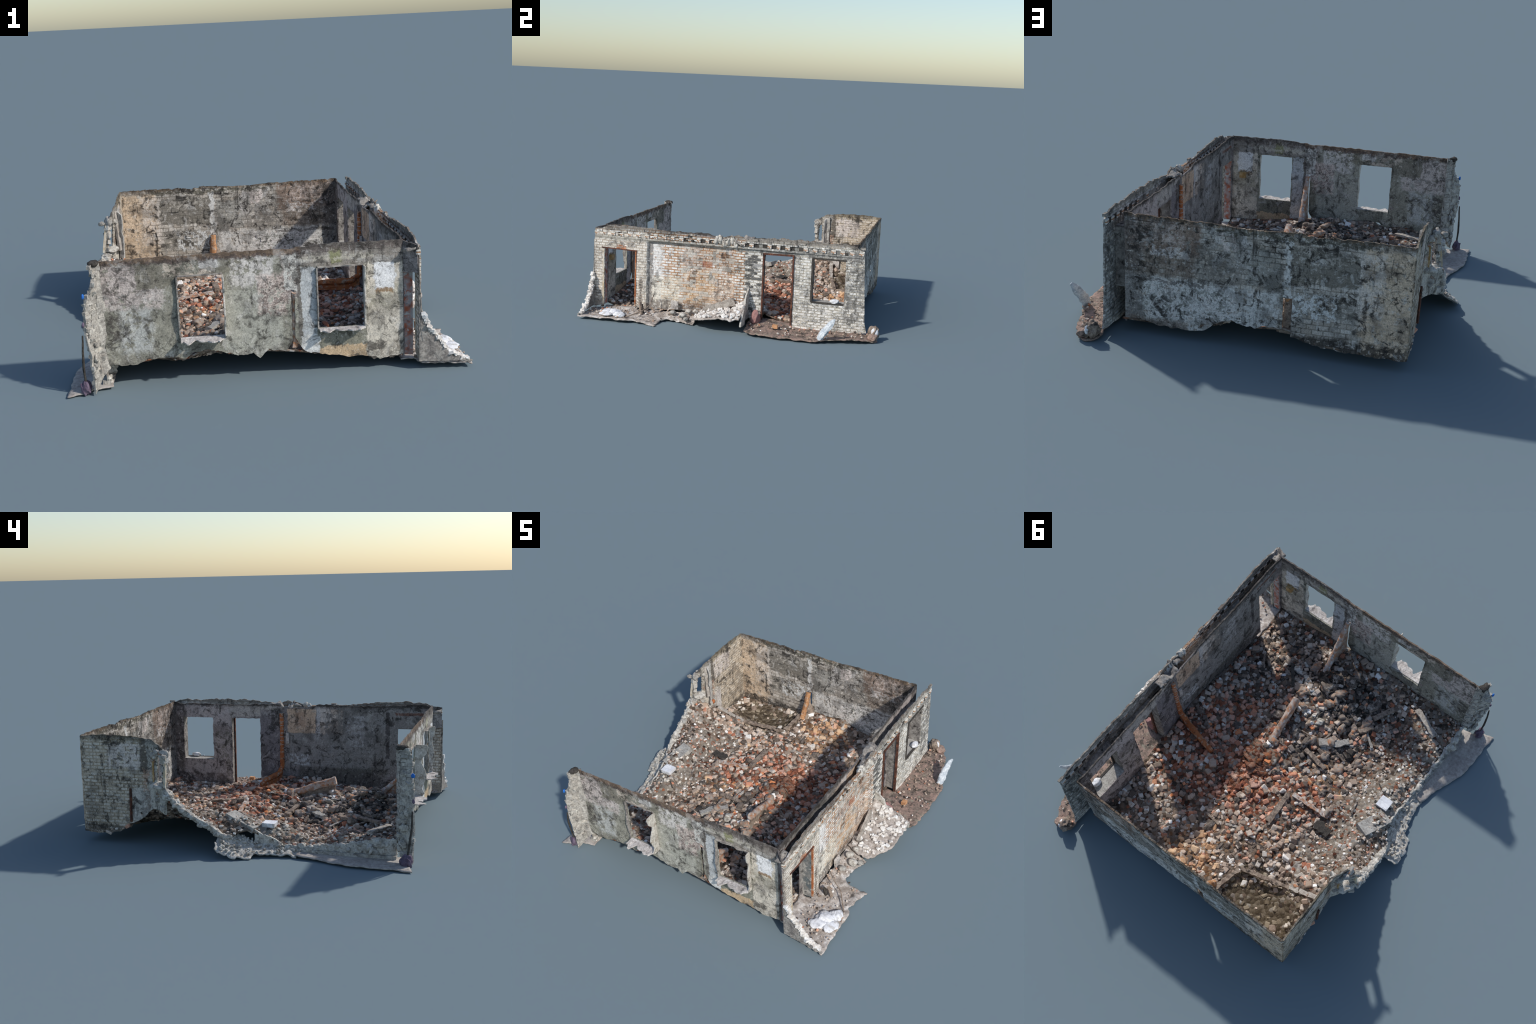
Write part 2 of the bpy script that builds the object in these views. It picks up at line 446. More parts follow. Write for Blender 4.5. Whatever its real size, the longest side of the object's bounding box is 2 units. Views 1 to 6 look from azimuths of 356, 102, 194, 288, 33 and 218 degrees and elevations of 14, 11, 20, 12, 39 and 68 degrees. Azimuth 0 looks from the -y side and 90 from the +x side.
def brickwork(path_xy, along, u0, u1, z0, z1, keep, plane, mat, half, parent, jitter=0.10, module=(BRICK, COURSE)):
    """single bricks standing proud of both faces of a wall, on the same bond as its material"""
    h = Heap()
    BRICK, COURSE = module
    for row in range(int(z0 / COURSE), int(z1 / COURSE) + 1):
        offset = BRICK * 0.5 if row % 2 == 0 else 0.0
        n0 = int(math.floor((u0 + offset) / BRICK)); n1 = int(math.floor((u1 + offset) / BRICK))
        for n in range(n0, n1 + 1):
            a, b = n * BRICK - offset + JOINT / 2, (n + 1) * BRICK - offset - JOINT / 2
            a, b = max(a, u0), min(b, u1)
            if b - a < 0.008:
                continue
            u, z = (a + b) / 2, (row + 0.5) * COURSE
            if not keep(u, z, (b - a) / 2):
                continue
            d = plane(u, z) + random.uniform(-0.0006, 0.0006)
            hv = ((b - a) / 2, half * random.uniform(0.9, 1.15), COURSE / 2 - JOINT / 2)
            rot = Matrix.Rotation(random.uniform(-0.02, 0.02), 3, "Y" if along == 0 else "X")
            if along == 0:
                h.box((u, d, z), hv, rot, jitter)
            else:
                h.box((d, u, z), (hv[1], hv[0], hv[2]), rot, jitter)
    if h.v:
        return h.build("brickwork", mat, parent)

def inside(poly, x, y):
    x, y = np.asarray(x), np.asarray(y)
    c = np.zeros(x.shape, bool)
    n = len(poly)
    for i in range(n):
        (x1, y1), (x2, y2) = poly[i], poly[(i + 1) % n]
        hit = ((y1 > y) != (y2 > y)) & (x < (x2 - x1) * (y - y1) / ((y2 - y1) or 1e-12) + x1)
        c ^= hit
    return c

def ground_sheet(name, outline, height, mat, step=0.012, thickness=0.009, ragged=0.006, seed=0, parent=None, smooth=True):
    """a thin crust over an outline, with torn border"""
    border = []
    n = len(outline)
    for i in range(n):
        a, b = np.array(outline[i]), np.array(outline[(i + 1) % n])
        k = max(1, int(np.linalg.norm(b - a) / step))
        d = (b - a) / max(np.linalg.norm(b - a), 1e-9)
        for q in range(k):
            p = a + (b - a) * q / k
            j = fbm(p[0] * 45, p[1] * 45, seed, 3) * ragged * 2
            border.append((p[0] + d[1] * j, p[1] - d[0] * j))
    B = np.array(border)
    lo, hi = B.min(0), B.max(0)
    gx, gy = np.meshgrid(np.arange(lo[0], hi[0], step), np.arange(lo[1], hi[1], step))
    gx = gx + (np.arange(gx.shape[0]) % 2 * step / 2)[:, None]
    gx, gy = gx.ravel() + RNG.uniform(-.25, .25, gx.size) * step, gy.ravel() + RNG.uniform(-.25, .25, gy.size) * step
    ok = inside(border, gx, gy)
    gx, gy = gx[ok], gy[ok]
    far = np.ones(len(gx), bool)
    for p in B:
        far &= (gx - p[0]) ** 2 + (gy - p[1]) ** 2 > (0.6 * step) ** 2
    pts = [Vector(p) for p in border] + [Vector(p) for p in zip(gx[far], gy[far])]
    nb = len(border)
    out = delaunay_2d_cdt(pts, [], [list(range(nb))], 1, 1e-6)
    V = np.array([tuple(p) for p in out[0]])
    tris = [tuple(f) for f in out[2]]
    z = height(V[:, 0], V[:, 1])
    top = np.c_[V, z]
    edge = {}
    for f in tris:
        for a, b in zip(f, f[1:] + f[:1]):
            edge[(a, b)] = True
    N = len(V)
    faces = list(tris) + [tuple(i + N for i in f[::-1]) for f in tris]
    for a, b in edge:
        if (b, a) not in edge:
            faces.append((b, a, a + N, b + N))
    verts = np.concatenate([top, top - np.array([0, 0, thickness])])
    verts[:, 2] = np.maximum(verts[:, 2], 0.0)
    # keep a sliver of thickness where the crust lies on the ground
    verts[:N, 2] = np.maximum(verts[:N, 2], 0.003)
    return add(name, mesh_of(name, verts, faces), mat, parent, smooth=smooth if smooth is True else None)

def tube(name, points, radii, mat, sides=10, parent=None, rough=0.0, squash=1.0, seed=0, smooth=True):
    """a lofted rod through points"""
    P = [Vector(p) for p in points]
    verts, faces = [], []
    # subdivide
    Q, Rr = [], []
    for i in range(len(P) - 1):
        k = max(1, int((P[i + 1] - P[i]).length / 0.012))
        for q in range(k):
            Q.append(P[i].lerp(P[i + 1], q / k)); Rr.append(radii[i] + (radii[i + 1] - radii[i]) * q / k)
    Q.append(P[-1]); Rr.append(radii[-1])
    for i, (p, r) in enumerate(zip(Q, Rr)):
        t = (Q[min(i + 1, len(Q) - 1)] - Q[max(i - 1, 0)]).normalized()
        a = t.orthogonal().normalized() if i == 0 else (a - t * a.dot(t)).normalized()
        b = t.cross(a)
        for k in range(sides):
            th = k / sides * math.tau
            j = 1 + rough * float(fbm(i * 0.6 + 11 * seed, k * 0.9, seed, 2))
            verts.append(p + (a * math.cos(th) + b * math.sin(th) * squash) * r * j)
    for i in range(len(Q) - 1):
        for k in range(sides):
            k2 = (k + 1) % sides
            faces.append((i * sides + k, i * sides + k2, (i + 1) * sides + k2, (i + 1) * sides + k))
    faces.append(tuple(range(sides))[::-1])
    faces.append(tuple((len(Q) - 1) * sides + k for k in range(sides)))
    return add(name, mesh_of(name, verts, faces), mat, parent, smooth=math.radians(40) if smooth else None)

def beam(name, a, b, w, h, mat, parent=None, jitter=0.15, seed=1):
    a, b = Vector(a), Vector(b)
    d = b - a
    rot = d.to_track_quat("X", "Z").to_matrix()
    k = max(2, int(d.length / 0.012))
    verts, faces = [], []
    for i in range(k + 1):
        for q, (sy, sz) in enumerate(((-1, -1), (1, -1), (1, 1), (-1, 1))):
            j1 = 1 + jitter * float(fbm(i * 0.7 + q * 5, seed * 3.1, seed, 2)); j2 = 1 + jitter * float(fbm(i * 0.7, q * 4 + seed, seed + 3, 2))
            verts.append(a + d * (i / k) + rot @ Vector((0, sy * w / 2 * j1, sz * h / 2 * j2)))
    for i in range(k):
        for q in range(4):
            q2 = (q + 1) % 4
            faces.append((i * 4 + q, i * 4 + q2, (i + 1) * 4 + q2, (i + 1) * 4 + q))
    faces += [(3, 2, 1, 0), tuple(k * 4 + q for q in range(4))]
    return add(name, mesh_of(name, verts, faces), mat, parent)

def lump(name, centre, radii, mat, parent=None, rough=0.35, seed=0, rot=(0, 0, 0), level=4):
    bm = bmesh.new()
    bmesh.ops.create_icosphere(bm, subdivisions=level, radius=1.0)
    R = Euler(rot).to_matrix()
    for v in bm.verts:
        c = v.co
        n = 1 + rough * float(fbm(c.x * 2.1 + c.z * 1.3 + seed, c.y * 2.1 - c.z * 0.9, seed, 4))
        v.co = R @ Vector((c.x * radii[0] * n, c.y * radii[1] * n, c.z * radii[2] * n)) + Vector(centre)
        v.co.z = max(v.co.z, 0.001)
    me = bpy.data.meshes.new(name)
    bm.to_mesh(me); bm.free()
    return add(name, me, mat, parent, smooth=True)

# ------------------------------------------------------------------ materials
SOUTH_BASE = (0.36, 0.35, 0.29)
m_south = wall_material("stained_plaster", 0, SOUTH_BASE, (0.60, 0.54, 0.49), (0.40, 0.34, 0.31), (0.30, 0.255, 0.225), [
    (-0.74, -0.46, 0.36, 0.56, (0.50, 0.44, 0.41), 0.05, 0.75, 0.3),
    (-0.74, -0.50, 0.40, 0.56, (0.17, 0.155, 0.14), 0.05, 0.7, 0.55),
    (-0.72, -0.66, 0.22, 0.36, (0.12, 0.105, 0.095), 0.04, 0.8, 0.4),
    (-0.58, -0.38, 0.45, 0.57, (0.235, 0.22, 0.175), 0.02, 0.9),
    (-0.46, -0.24, 0.50, 0.56, (0.52, 0.45, 0.38), 0.03, 0.8, 0.4),
    (-0.30, -0.18, 0.53, 0.575, (0.57, 0.56, 0.55), 0.01, 0.8),
    (-0.22, -0.12, 0.50, 0.575, (0.26, 0.245, 0.195), 0.02, 0.9),
    (-0.16, 0.02, 0.43, 0.57, (0.58, 0.55, 0.52), 0.05, 0.85, 0.35),
    (-0.20, 0.06, 0.10, 0.42, (0.38, 0.375, 0.325), 0.03, 0.8),
    (-0.05, 0.08, 0.29, 0.48, (0.56, 0.47, 0.42), 0.04, 0.85, 0.35),
    (-0.03, 0.09, 0.29, 0.47, (0.17, 0.13, 0.115), 0.03, 0.8, 0.55),
    (0.07, 0.135, 0.40, 0.59, (0.56, 0.55, 0.51), 0.012, 0.9, 0.2),
    (0.13, 0.15, 0.18, 0.585, (0.16, 0.145, 0.135), 0.01, 0.75),
    (0.15, 0.215, 0.18, 0.50, (0.47, 0.49, 0.50), 0.012, 0.85),
    (0.14, 0.222, 0.09, 0.185, (0.62, 0.62, 0.60), 0.008, 0.95),
    (0.22, 0.42, 0.125, 0.205, (0.25, 0.245, 0.195), 0.012, 0.9),
    (0.22, 0.44, 0.05, 0.125, (0.52, 0.38, 0.24), 0.012, 0.85),
    (0.44, 0.62, 0.05, 0.50, (0.58, 0.53, 0.45), 0.02, 0.9),
    (0.445, 0.60, 0.28, 0.40, (0.40, 0.37, 0.29), 0.03, 0.7, 0.4),
    (0.475, 0.57, 0.375, 0.53, (0.78, 0.77, 0.75), 0.01, 0.95),
    (0.48, 0.56, 0.36, 0.385, (0.30, 0.19, 0.10), 0.02, 0.85, 0.25),
    (0.43, 0.62, 0.06, 0.13, (0.25, 0.22, 0.18), 0.03, 0.6, 0.5),
    (0.15, 0.62, 0.50, 0.61, (0.31, 0.285, 0.25), 0.02, 0.85),
    (0.28, 0.33, 0.51, 0.58, (0.29, 0.295, 0.15), 0.03, 0.8),
    (0.14, 0.47, 0.525, 0.55, (0.46, 0.43, 0.36), 0.02, 0.7, 0.3),
    (0.15, 0.62, 0.565, 0.61, (0.17, 0.14, 0.13), 0.015, 0.75, 0.25),
    (-0.74, 0.15, 0.565, 0.61, (0.33, 0.22, 0.15), 0.015, 0.85),
    (-0.74, 0.15, 0.558, 0.578, (0.13, 0.105, 0.10), 0.02, 0.8, 0.4),
    (-0.66, -0.52, 0.16, 0.36, (0.50, 0.51, 0.50), 0.08, 0.6, 0.3),
    (-0.74, 0.10, 0.09, 0.14, (0.22, 0.20, 0.17), 0.03, 0.5, 0.4),
], size=BLOCK, lift=1.28, brick_amount=-0.1, brick_boxes=[(-0.74, -0.5, 0.38, 0.56, 0.7), (0.06, 0.14, 0.36, 0.6, 1.0), (0.14, 0.62, 0.51, 0.6, 0.8), (-0.05, 0.07, 0.3, 0.48, 0.6)], soot=0.36, flake=0.34, warp=0.06, crown_soot=0.5)

m_north = wall_material("sooty_whitewashed_brick", 0, (0.43, 0.41, 0.37), (0.70, 0.65, 0.58), (0.44, 0.385, 0.32), (0.33, 0.295, 0.245), [
    (-0.76, -0.53, 0.05, 0.56, (0.62, 0.48, 0.34), 0.06, 0.75, 0.15),
    (-0.62, -0.50, 0.25, 0.54, (0.64, 0.58, 0.52), 0.05, 0.7, 0.35),
    (-0.51, -0.20, 0.36, 0.525, (0.20, 0.185, 0.155), 0.015, 0.85, 0.12),
    (-0.48, -0.24, 0.47, 0.53, (0.52, 0.48, 0.42), 0.03, 0.6, 0.45),
    (-0.50, -0.15, 0.20, 0.33, (0.25, 0.235, 0.20), 0.08, 0.7, 0.3),
    (-0.42, -0.20, 0.20, 0.32, (0.66, 0.66, 0.64), 0.04, 0.85, 0.52),
    (-0.205, -0.17, 0.28, 0.56, (0.64, 0.63, 0.60), 0.01, 0.8, 0.2),
    (-0.16, 0.0, 0.32, 0.50, (0.33, 0.32, 0.285), 0.03, 0.8, 0.15),
    (-0.02, 0.16, 0.40, 0.56, (0.56, 0.53, 0.50), 0.05, 0.8, 0.42),
    (0.0, 0.30, 0.30, 0.50, (0.27, 0.25, 0.22), 0.08, 0.75, 0.3),
    (0.05, 0.12, 0.47, 0.55, (0.64, 0.56, 0.51), 0.03, 0.85, 0.4),
    (0.22, 0.60, 0.42, 0.60, (0.29, 0.20, 0.15), 0.05, 0.8, 0.15),
    (0.30, 0.60, 0.47, 0.57, (0.52, 0.44, 0.39), 0.05, 0.7, 0.45),
    (0.25, 0.60, 0.31, 0.42, (0.27, 0.21, 0.165), 0.06, 0.75, 0.2),
    (0.27, 0.46, 0.40, 0.455, (0.60, 0.56, 0.53), 0.02, 0.8, 0.48),
    (0.05, 0.48, 0.10, 0.285, (0.61, 0.57, 0.54), 0.05, 0.85, 0.12),
    (-0.15, 0.60, 0.05, 0.30, (0.62, 0.61, 0.58), 0.06, 0.75, 0.3),
    (0.05, 0.56, 0.08, 0.27, (0.20, 0.195, 0.16), 0.06, 0.7, 0.6),
    (0.20, 0.58, 0.272, 0.288, (0.10, 0.085, 0.075), 0.01, 0.75, 0.2),
    (0.50, 0.60, 0.05, 0.58, (0.14, 0.125, 0.115), 0.05, 0.7, 0.2),
    (-0.74, -0.22, 0.03, 0.11, (0.05, 0.045, 0.04), 0.05, 0.85, 0.2),
    (0.28, 0.58, 0.03, 0.09, (0.22, 0.16, 0.12), 0.04, 0.7, 0.3),
    (-0.56, 0.15, 0.553, 0.61, (0.16, 0.15, 0.115), 0.01, 0.85, 0.2),
    (-0.50, 0.15, 0.56, 0.585, (0.55, 0.51, 0.45), 0.01, 0.8, 0.55),
    (-0.76, 0.60, 0.577, 0.61, (0.40, 0.27, 0.16), 0.01, 0.6, 0.35),
], size=BLOCK, lift=1.25, black_bricks=0.16, brick_amount=0.55, brick_boxes=[(-0.76, -0.5, 0.1, 0.6, 0.9), (-0.5, 0.0, 0.33, 0.6, 0.75), (0.2, 0.6, 0.3, 0.6, 0.7)], soot=0.46, flake=0.42, crown_soot=0.65)

m_west = wall_material("pale_weathered_brick", 1, (0.62, 0.56, 0.48), (0.72, 0.66, 0.57), (0.55, 0.47, 0.37), (0.46, 0.38, 0.28), [
    (0.41, 0.47, 0.40, 0.61, (0.10, 0.09, 0.08), 0.025, 0.85, 0.15),
    (0.25, 0.43, 0.30, 0.58, (0.47, 0.45, 0.40), 0.02, 0.7, 0.2),
    (0.46, 0.82, 0.56, 0.61, (0.36, 0.30, 0.20), 0.02, 0.7, 0.25),
    (0.42, 0.53, 0.12, 0.32, (0.56, 0.53, 0.48), 0.02, 0.8),
    (0.37, 0.46, 0.20, 0.42, (0.45, 0.28, 0.20), 0.03, 0.7, 0.5),
    (0.40, 0.475, 0.10, 0.30, (0.27, 0.25, 0.23), 0.02, 0.7, 0.3),
    (0.50, 0.82, 0.03, 0.10, (0.14, 0.12, 0.10), 0.04, 0.8, 0.2),
    (0.47, 0.66, 0.42, 0.55, (0.70, 0.63, 0.60), 0.05, 0.6, 0.3),
    (0.24, 0.42, 0.18, 0.36, (0.58, 0.56, 0.50), 0.02, 0.75),
], brick_amount=1.0, brick_boxes=[(0.4, 0.85, 0.05, 0.6, 0.72)], crown_soot=0.6, soot=0.42, flake=0.25, black_bricks=0.02, joint=0.0030, lift=1.1)

m_inner = wall_material("scorched_inner_plaster", 1, (0.34, 0.31, 0.30), (0.48, 0.43, 0.38), (0.34, 0.28, 0.24), (0.20, 0.17, 0.15), [
    (0.42, 0.80, 0.06, 0.60, (0.46, 0.41, 0.39), 0.04, 0.8),
    (0.74, 0.83, 0.10, 0.58, (0.14, 0.12, 0.11), 0.05, 0.8, 0.25),
    (0.42, 0.53, 0.06, 0.40, (0.24, 0.22, 0.18), 0.03, 0.8, 0.5),
    (0.46, 0.76, 0.06, 0.21, (0.42, 0.37, 0.36), 0.04, 0.7),
    (0.45, 0.82, 0.03, 0.11, (0.16, 0.13, 0.12), 0.04, 0.7, 0.3),
    (0.10, 0.42, 0.50, 0.58, (0.47, 0.44, 0.40), 0.02, 0.7, 0.2),
    (0.07, 0.21, 0.06, 0.55, (0.24, 0.22, 0.23), 0.02, 0.85, 0.1),
    (0.08, 0.14, 0.42, 0.56, (0.06, 0.055, 0.05), 0.02, 0.8, 0.3),
    (-0.16, 0.03, 0.40, 0.56, (0.52, 0.385, 0.28), 0.015, 0.95),
    (-0.09, -0.02, 0.44, 0.54, (0.42, 0.28, 0.20), 0.05, 0.6),
    (-0.34, -0.17, 0.40, 0.56, (0.56, 0.46, 0.38), 0.015, 0.85, 0.0),
    (-0.26, -0.17, 0.475, 0.565, (0.52, 0.47, 0.43), 0.01, 0.9, 0.0),
    (-0.26, -0.17, 0.468, 0.475, (0.10, 0.09, 0.08), 0.006, 0.8, 0.0),
    (-0.30, -0.22, 0.33, 0.53, (0.22, 0.21, 0.20), 0.02, 0.8, 0.3),
    (-0.19, -0.165, 0.36, 0.57, (0.44, 0.43, 0.43), 0.015, 0.8, 0.3),
    (-0.85, -0.30, 0.14, 0.58, (0.31, 0.30, 0.28), 0.05, 0.8, 0.1),
    (-0.48, -0.36, 0.32, 0.52, (0.47, 0.46, 0.46), 0.03, 0.6, 0.5),
    (-0.40, 0.03, 0.18, 0.40, (0.34, 0.33, 0.31), 0.04, 0.6, 0.1),
    (-0.12, 0.02, 0.18, 0.26, (0.52, 0.53, 0.54), 0.03, 0.8, 0.5),
    (-0.63, -0.05, 0.04, 0.18, (0.12, 0.11, 0.09), 0.06, 0.75, 0.1),
    (-0.64, -0.615, 0.25, 0.55, (0.09, 0.08, 0.08), 0.01, 0.8),
    (-0.86, -0.68, 0.53, 0.548, (0.20, 0.09, 0.06), 0.008, 0.8),
    (-0.90, 0.82, 0.575, 0.62, (0.15, 0.135, 0.12), 0.015, 0.8, 0.2),
], brick_amount=-0.1, soot=0.40, flake=0.22, warp=0.035, lift=1.25, crown_soot=0.7)

m_facade = wall_material("painted_facade_brick", 1, (0.70, 0.68, 0.63), (0.90, 0.89, 0.86), (0.70, 0.66, 0.58), (0.46, 0.26, 0.145), [
    (-0.585, -0.42, 0.06, 0.52, (0.86, 0.86, 0.84), 0.06, 0.75, 0.14),
    (-0.50, -0.30, 0.12, 0.50, (0.55, 0.34, 0.19), 0.06, 0.6, -0.16),
    (-0.48, -0.32, 0.12, 0.50, (0.50, 0.29, 0.165), 0.06, 0.85, -2.0),
    (-0.34, -0.22, 0.30, 0.52, (0.86, 0.86, 0.84), 0.06, 0.8, 0.46),
    (-0.60, -0.35, 0.06, 0.28, (0.74, 0.68, 0.55), 0.10, 0.6, 0.1),
    (-0.33, -0.10, 0.10, 0.34, (0.62, 0.46, 0.27), 0.08, 0.55, 0.25),
    (-0.30, -0.24, 0.25, 0.30, (0.07, 0.06, 0.06), 0.02, 0.9, 0.1),
    (-0.20, -0.13, 0.33, 0.42, (0.30, 0.06, 0.045), 0.01, 0.85, -0.6),
    (-0.07, -0.03, 0.43, 0.48, (0.05, 0.04, 0.04), 0.008, 0.95),
    (-0.60, 0.10, 0.05, 0.12, (0.16, 0.13, 0.11), 0.04, 0.75, 0.25),
    (-0.60, 0.10, 0.495, 0.515, (0.22, 0.20, 0.18), 0.015, 0.7, 0.2),
    (-0.96, -0.56, 0.05, 0.56, (0.78, 0.72, 0.63), 0.03, 0.75, 0.1),
    (-0.86, -0.66, 0.46, 0.50, (0.12, 0.11, 0.11), 0.03, 0.7, 0.45),
    (-0.80, -0.73, 0.445, 0.475, (0.55, 0.19, 0.07), 0.01, 0.9),
    (-0.69, -0.66, 0.06, 0.44, (0.52, 0.20, 0.09), 0.012, 0.75, 0.3),
    (-0.635, -0.615, 0.06, 0.27, (0.10, 0.08, 0.07), 0.008, 0.85, 0.1),
    (-0.58, -0.55, 0.06, 0.50, (0.16, 0.15, 0.15), 0.012, 0.7, 0.1),
    (-0.96, -0.55, 0.03, 0.09, (0.20, 0.16, 0.13), 0.03, 0.7, 0.3),
    (0.10, 0.93, 0.02, 0.60, (0.075, 0.075, 0.075), 0.03, 0.8, -0.30),
    (0.10, 0.93, 0.02, 0.60, (0.82, 0.81, 0.77), 0.03, 0.6, 0.30),
    (0.10, 0.93, 0.02, 0.60, (0.09, 0.088, 0.085), 0.03, 0.7, 0.72),
    (0.09, 0.93, 0.02, 0.60, (0.46, 0.44, 0.38), 0.03, 0.85, -2.0),
    (-0.96, -0.585, 0.02, 0.60, (0.46, 0.40, 0.33), 0.03, 0.8, -2.0),
    (0.09, 0.21, 0.10, 0.50, (0.07, 0.07, 0.07), 0.03, 0.85, -0.45),
    (0.76, 0.92, 0.10, 0.50, (0.16, 0.155, 0.145), 0.03, 0.7, 0.42),
    (-0.36, 0.02, 0.10, 0.50, (0.46, 0.25, 0.12), 0.05, 0.8, -0.13),
    (-0.34, 0.02, 0.10, 0.50, (0.50, 0.29, 0.165), 0.06, 0.55, 0.34),
    (-0.36, 0.02, 0.10, 0.50, (0.56, 0.54, 0.49), 0.05, 0.75, -0.35),
    (-0.15, 0.02, 0.08, 0.28, (0.62, 0.47, 0.36), 0.08, 0.6, 0.3),
    (-0.12, 0.0, 0.14, 0.30, (0.20, 0.165, 0.14), 0.04, 0.7, 0.5),
    (0.05, 0.90, 0.50, 0.56, (0.30, 0.295, 0.27), 0.02, 0.75, 0.15),
    (0.50, 0.88, 0.49, 0.56, (0.14, 0.135, 0.13), 0.02, 0.7, 0.4),
    (-0.96, 0.06, 0.505, 0.535, (0.38, 0.36, 0.31), 0.01, 0.8, 0.15),
    (-0.96, 0.90, 0.575, 0.62, (0.52, 0.46, 0.39), 0.01, 0.6, 0.2),
], brick_amount=1.0, brick_boxes=[(-0.35, 0.1, 0.1, 0.5, 1.0), (0.1, 0.9, 0.05, 0.55, 1.0)], soot=0.30, flake=0.34, dirt=(0.05, 0.047, 0.044), white=(0.90, 0.89, 0.87), lift=1.08, crown_soot=0.6, joint=0.0032, black_bricks=0.02, cracks=0.3, warp=0.06)

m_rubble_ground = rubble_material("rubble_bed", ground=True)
m_chunk = rubble_material("rubble_chunk")
m_chunks = rubble_material("rubble_small", joined=True)
m_concrete = plain_material("grey_concrete", (0.34, 0.32, 0.29), (0.48, 0.46, 0.42), 25, dark=(0.18, 0.165, 0.15))
m_crumble = plain_material("pale_crumbled_mortar", (0.48, 0.45, 0.40), (0.64, 0.61, 0.55), 30, dark=(0.20, 0.18, 0.16), third=(0.36, 0.32, 0.27))
m_pavement = plain_material("dusty_pavement", (0.37, 0.33, 0.30), (0.46, 0.42, 0.38), 14, dark=(0.27, 0.245, 0.225), bump=0.2)
m_wood = plain_material("charred_wood", (0.20, 0.15, 0.12), (0.36, 0.29, 0.23), 30, dark=(0.05, 0.04, 0.035))
m_greywood = plain_material("grey_timber", (0.34, 0.30, 0.26), (0.50, 0.46, 0.41), 30, dark=(0.15, 0.13, 0.11))
m_flue = plain_material("plastered_log", (0.55, 0.47, 0.41), (0.48, 0.23, 0.12), 38, third=(0.60, 0.56, 0.52), dark=(0.22, 0.16, 0.13))
m_clay = plain_material("orange_clay", (0.52, 0.20, 0.08), (0.42, 0.13, 0.05), 40, third=(0.50, 0.36, 0.26), dark=(0.16, 0.07, 0.04))
m_rust = plain_material("rusted_steel", (0.15, 0.06, 0.04), (0.08, 0.045, 0.035), 40, rough=0.7, third=(0.22, 0.09, 0.055), dark=(0.03, 0.028, 0.026))
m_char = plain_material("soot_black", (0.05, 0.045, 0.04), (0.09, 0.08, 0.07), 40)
m_sack = plain_material("white_sacking", (0.86, 0.86, 0.87), (0.74, 0.75, 0.78), 20, bump=0.15, dark=(0.42, 0.41, 0.41), third=(0.60, 0.58, 0.56))
m_shard = plain_material("grey_glazed_shard", (0.50, 0.55, 0.60), (0.66, 0.69, 0.71), 25, rough=0.5, third=(0.40, 0.45, 0.50))
m_whitebrick = plain_material("limewashed_brick", (0.80, 0.77, 0.72), (0.68, 0.62, 0.56), 30, third=(0.86, 0.85, 0.83), dark=(0.36, 0.33, 0.30))
m_reveal = plain_material("dark_mottled_reveal", (0.20, 0.18, 0.165), (0.40, 0.37, 0.33), 24, dark=(0.05, 0.045, 0.04))
m_sill = plain_material("pale_sill", (0.52, 0.47, 0.43), (0.66, 0.62, 0.58), 26, dark=(0.20, 0.18, 0.165), third=(0.40, 0.36, 0.33))
m_yard = plain_material("trodden_yard_earth", (0.21, 0.165, 0.135), (0.36, 0.25, 0.205), 26, third=(0.11, 0.09, 0.075), dark=(0.34, 0.31, 0.24))
m_ash = plain_material("ashy_ground", (0.34, 0.29, 0.25), (0.50, 0.45, 0.41), 20, dark=(0.11, 0.095, 0.085), third=(0.62, 0.58, 0.54))
m_gold = plain_material("ochre_enamel", (0.40, 0.24, 0.09), (0.55, 0.40, 0.22), 30, rough=0.5)
m_pink = plain_material("faded_pink_cloth", (0.40, 0.21, 0.19), (0.30, 0.17, 0.16), 20)
m_purple = plain_material("purple_cloth", (0.11, 0.08, 0.12), (0.18, 0.14, 0.19), 20)
m_blue = plain_material("blue_enamel", (0.03, 0.16, 0.55), (0.05, 0.22, 0.62), 20, rough=0.5)
m_pier = plain_material("weathered_pier_masonry", (0.30, 0.28, 0.25), (0.48, 0.45, 0.40), 34, third=(0.56, 0.53, 0.47), dark=(0.12, 0.11, 0.10))
m_clump = plain_material("charred_clump", (0.10, 0.085, 0.075), (0.22, 0.18, 0.15), 34, third=(0.40, 0.35, 0.30), dark=(0.035, 0.03, 0.028))
m_clump2 = plain_material("mortared_brick_clump", (0.40, 0.35, 0.30), (0.30, 0.22, 0.17), 34, third=(0.50, 0.24, 0.13), dark=(0.10, 0.085, 0.075))
m_frame = plain_material("chipped_white_paint", (0.70, 0.66, 0.58), (0.56, 0.44, 0.28), 30, dark=(0.14, 0.12, 0.11))
m_jamb = plain_material("peeling_red_white_paint", (0.46, 0.43, 0.42), (0.42, 0.13, 0.07), 26, third=(0.52, 0.50, 0.48), dark=(0.08, 0.08, 0.09))
m_teal = plain_material("teal_panel_paint", (0.30, 0.29, 0.27), (0.14, 0.17, 0.18), 26, dark=(0.04, 0.045, 0.05), third=(0.50, 0.48, 0.44))

# ------------------------------------------------------------------ walls
def ragged_line(base, amp, seed, freq=30, steps=0.0):
    return lambda s: base(s) + amp * fbm(s * freq, s * 0 + seed, seed, 4)

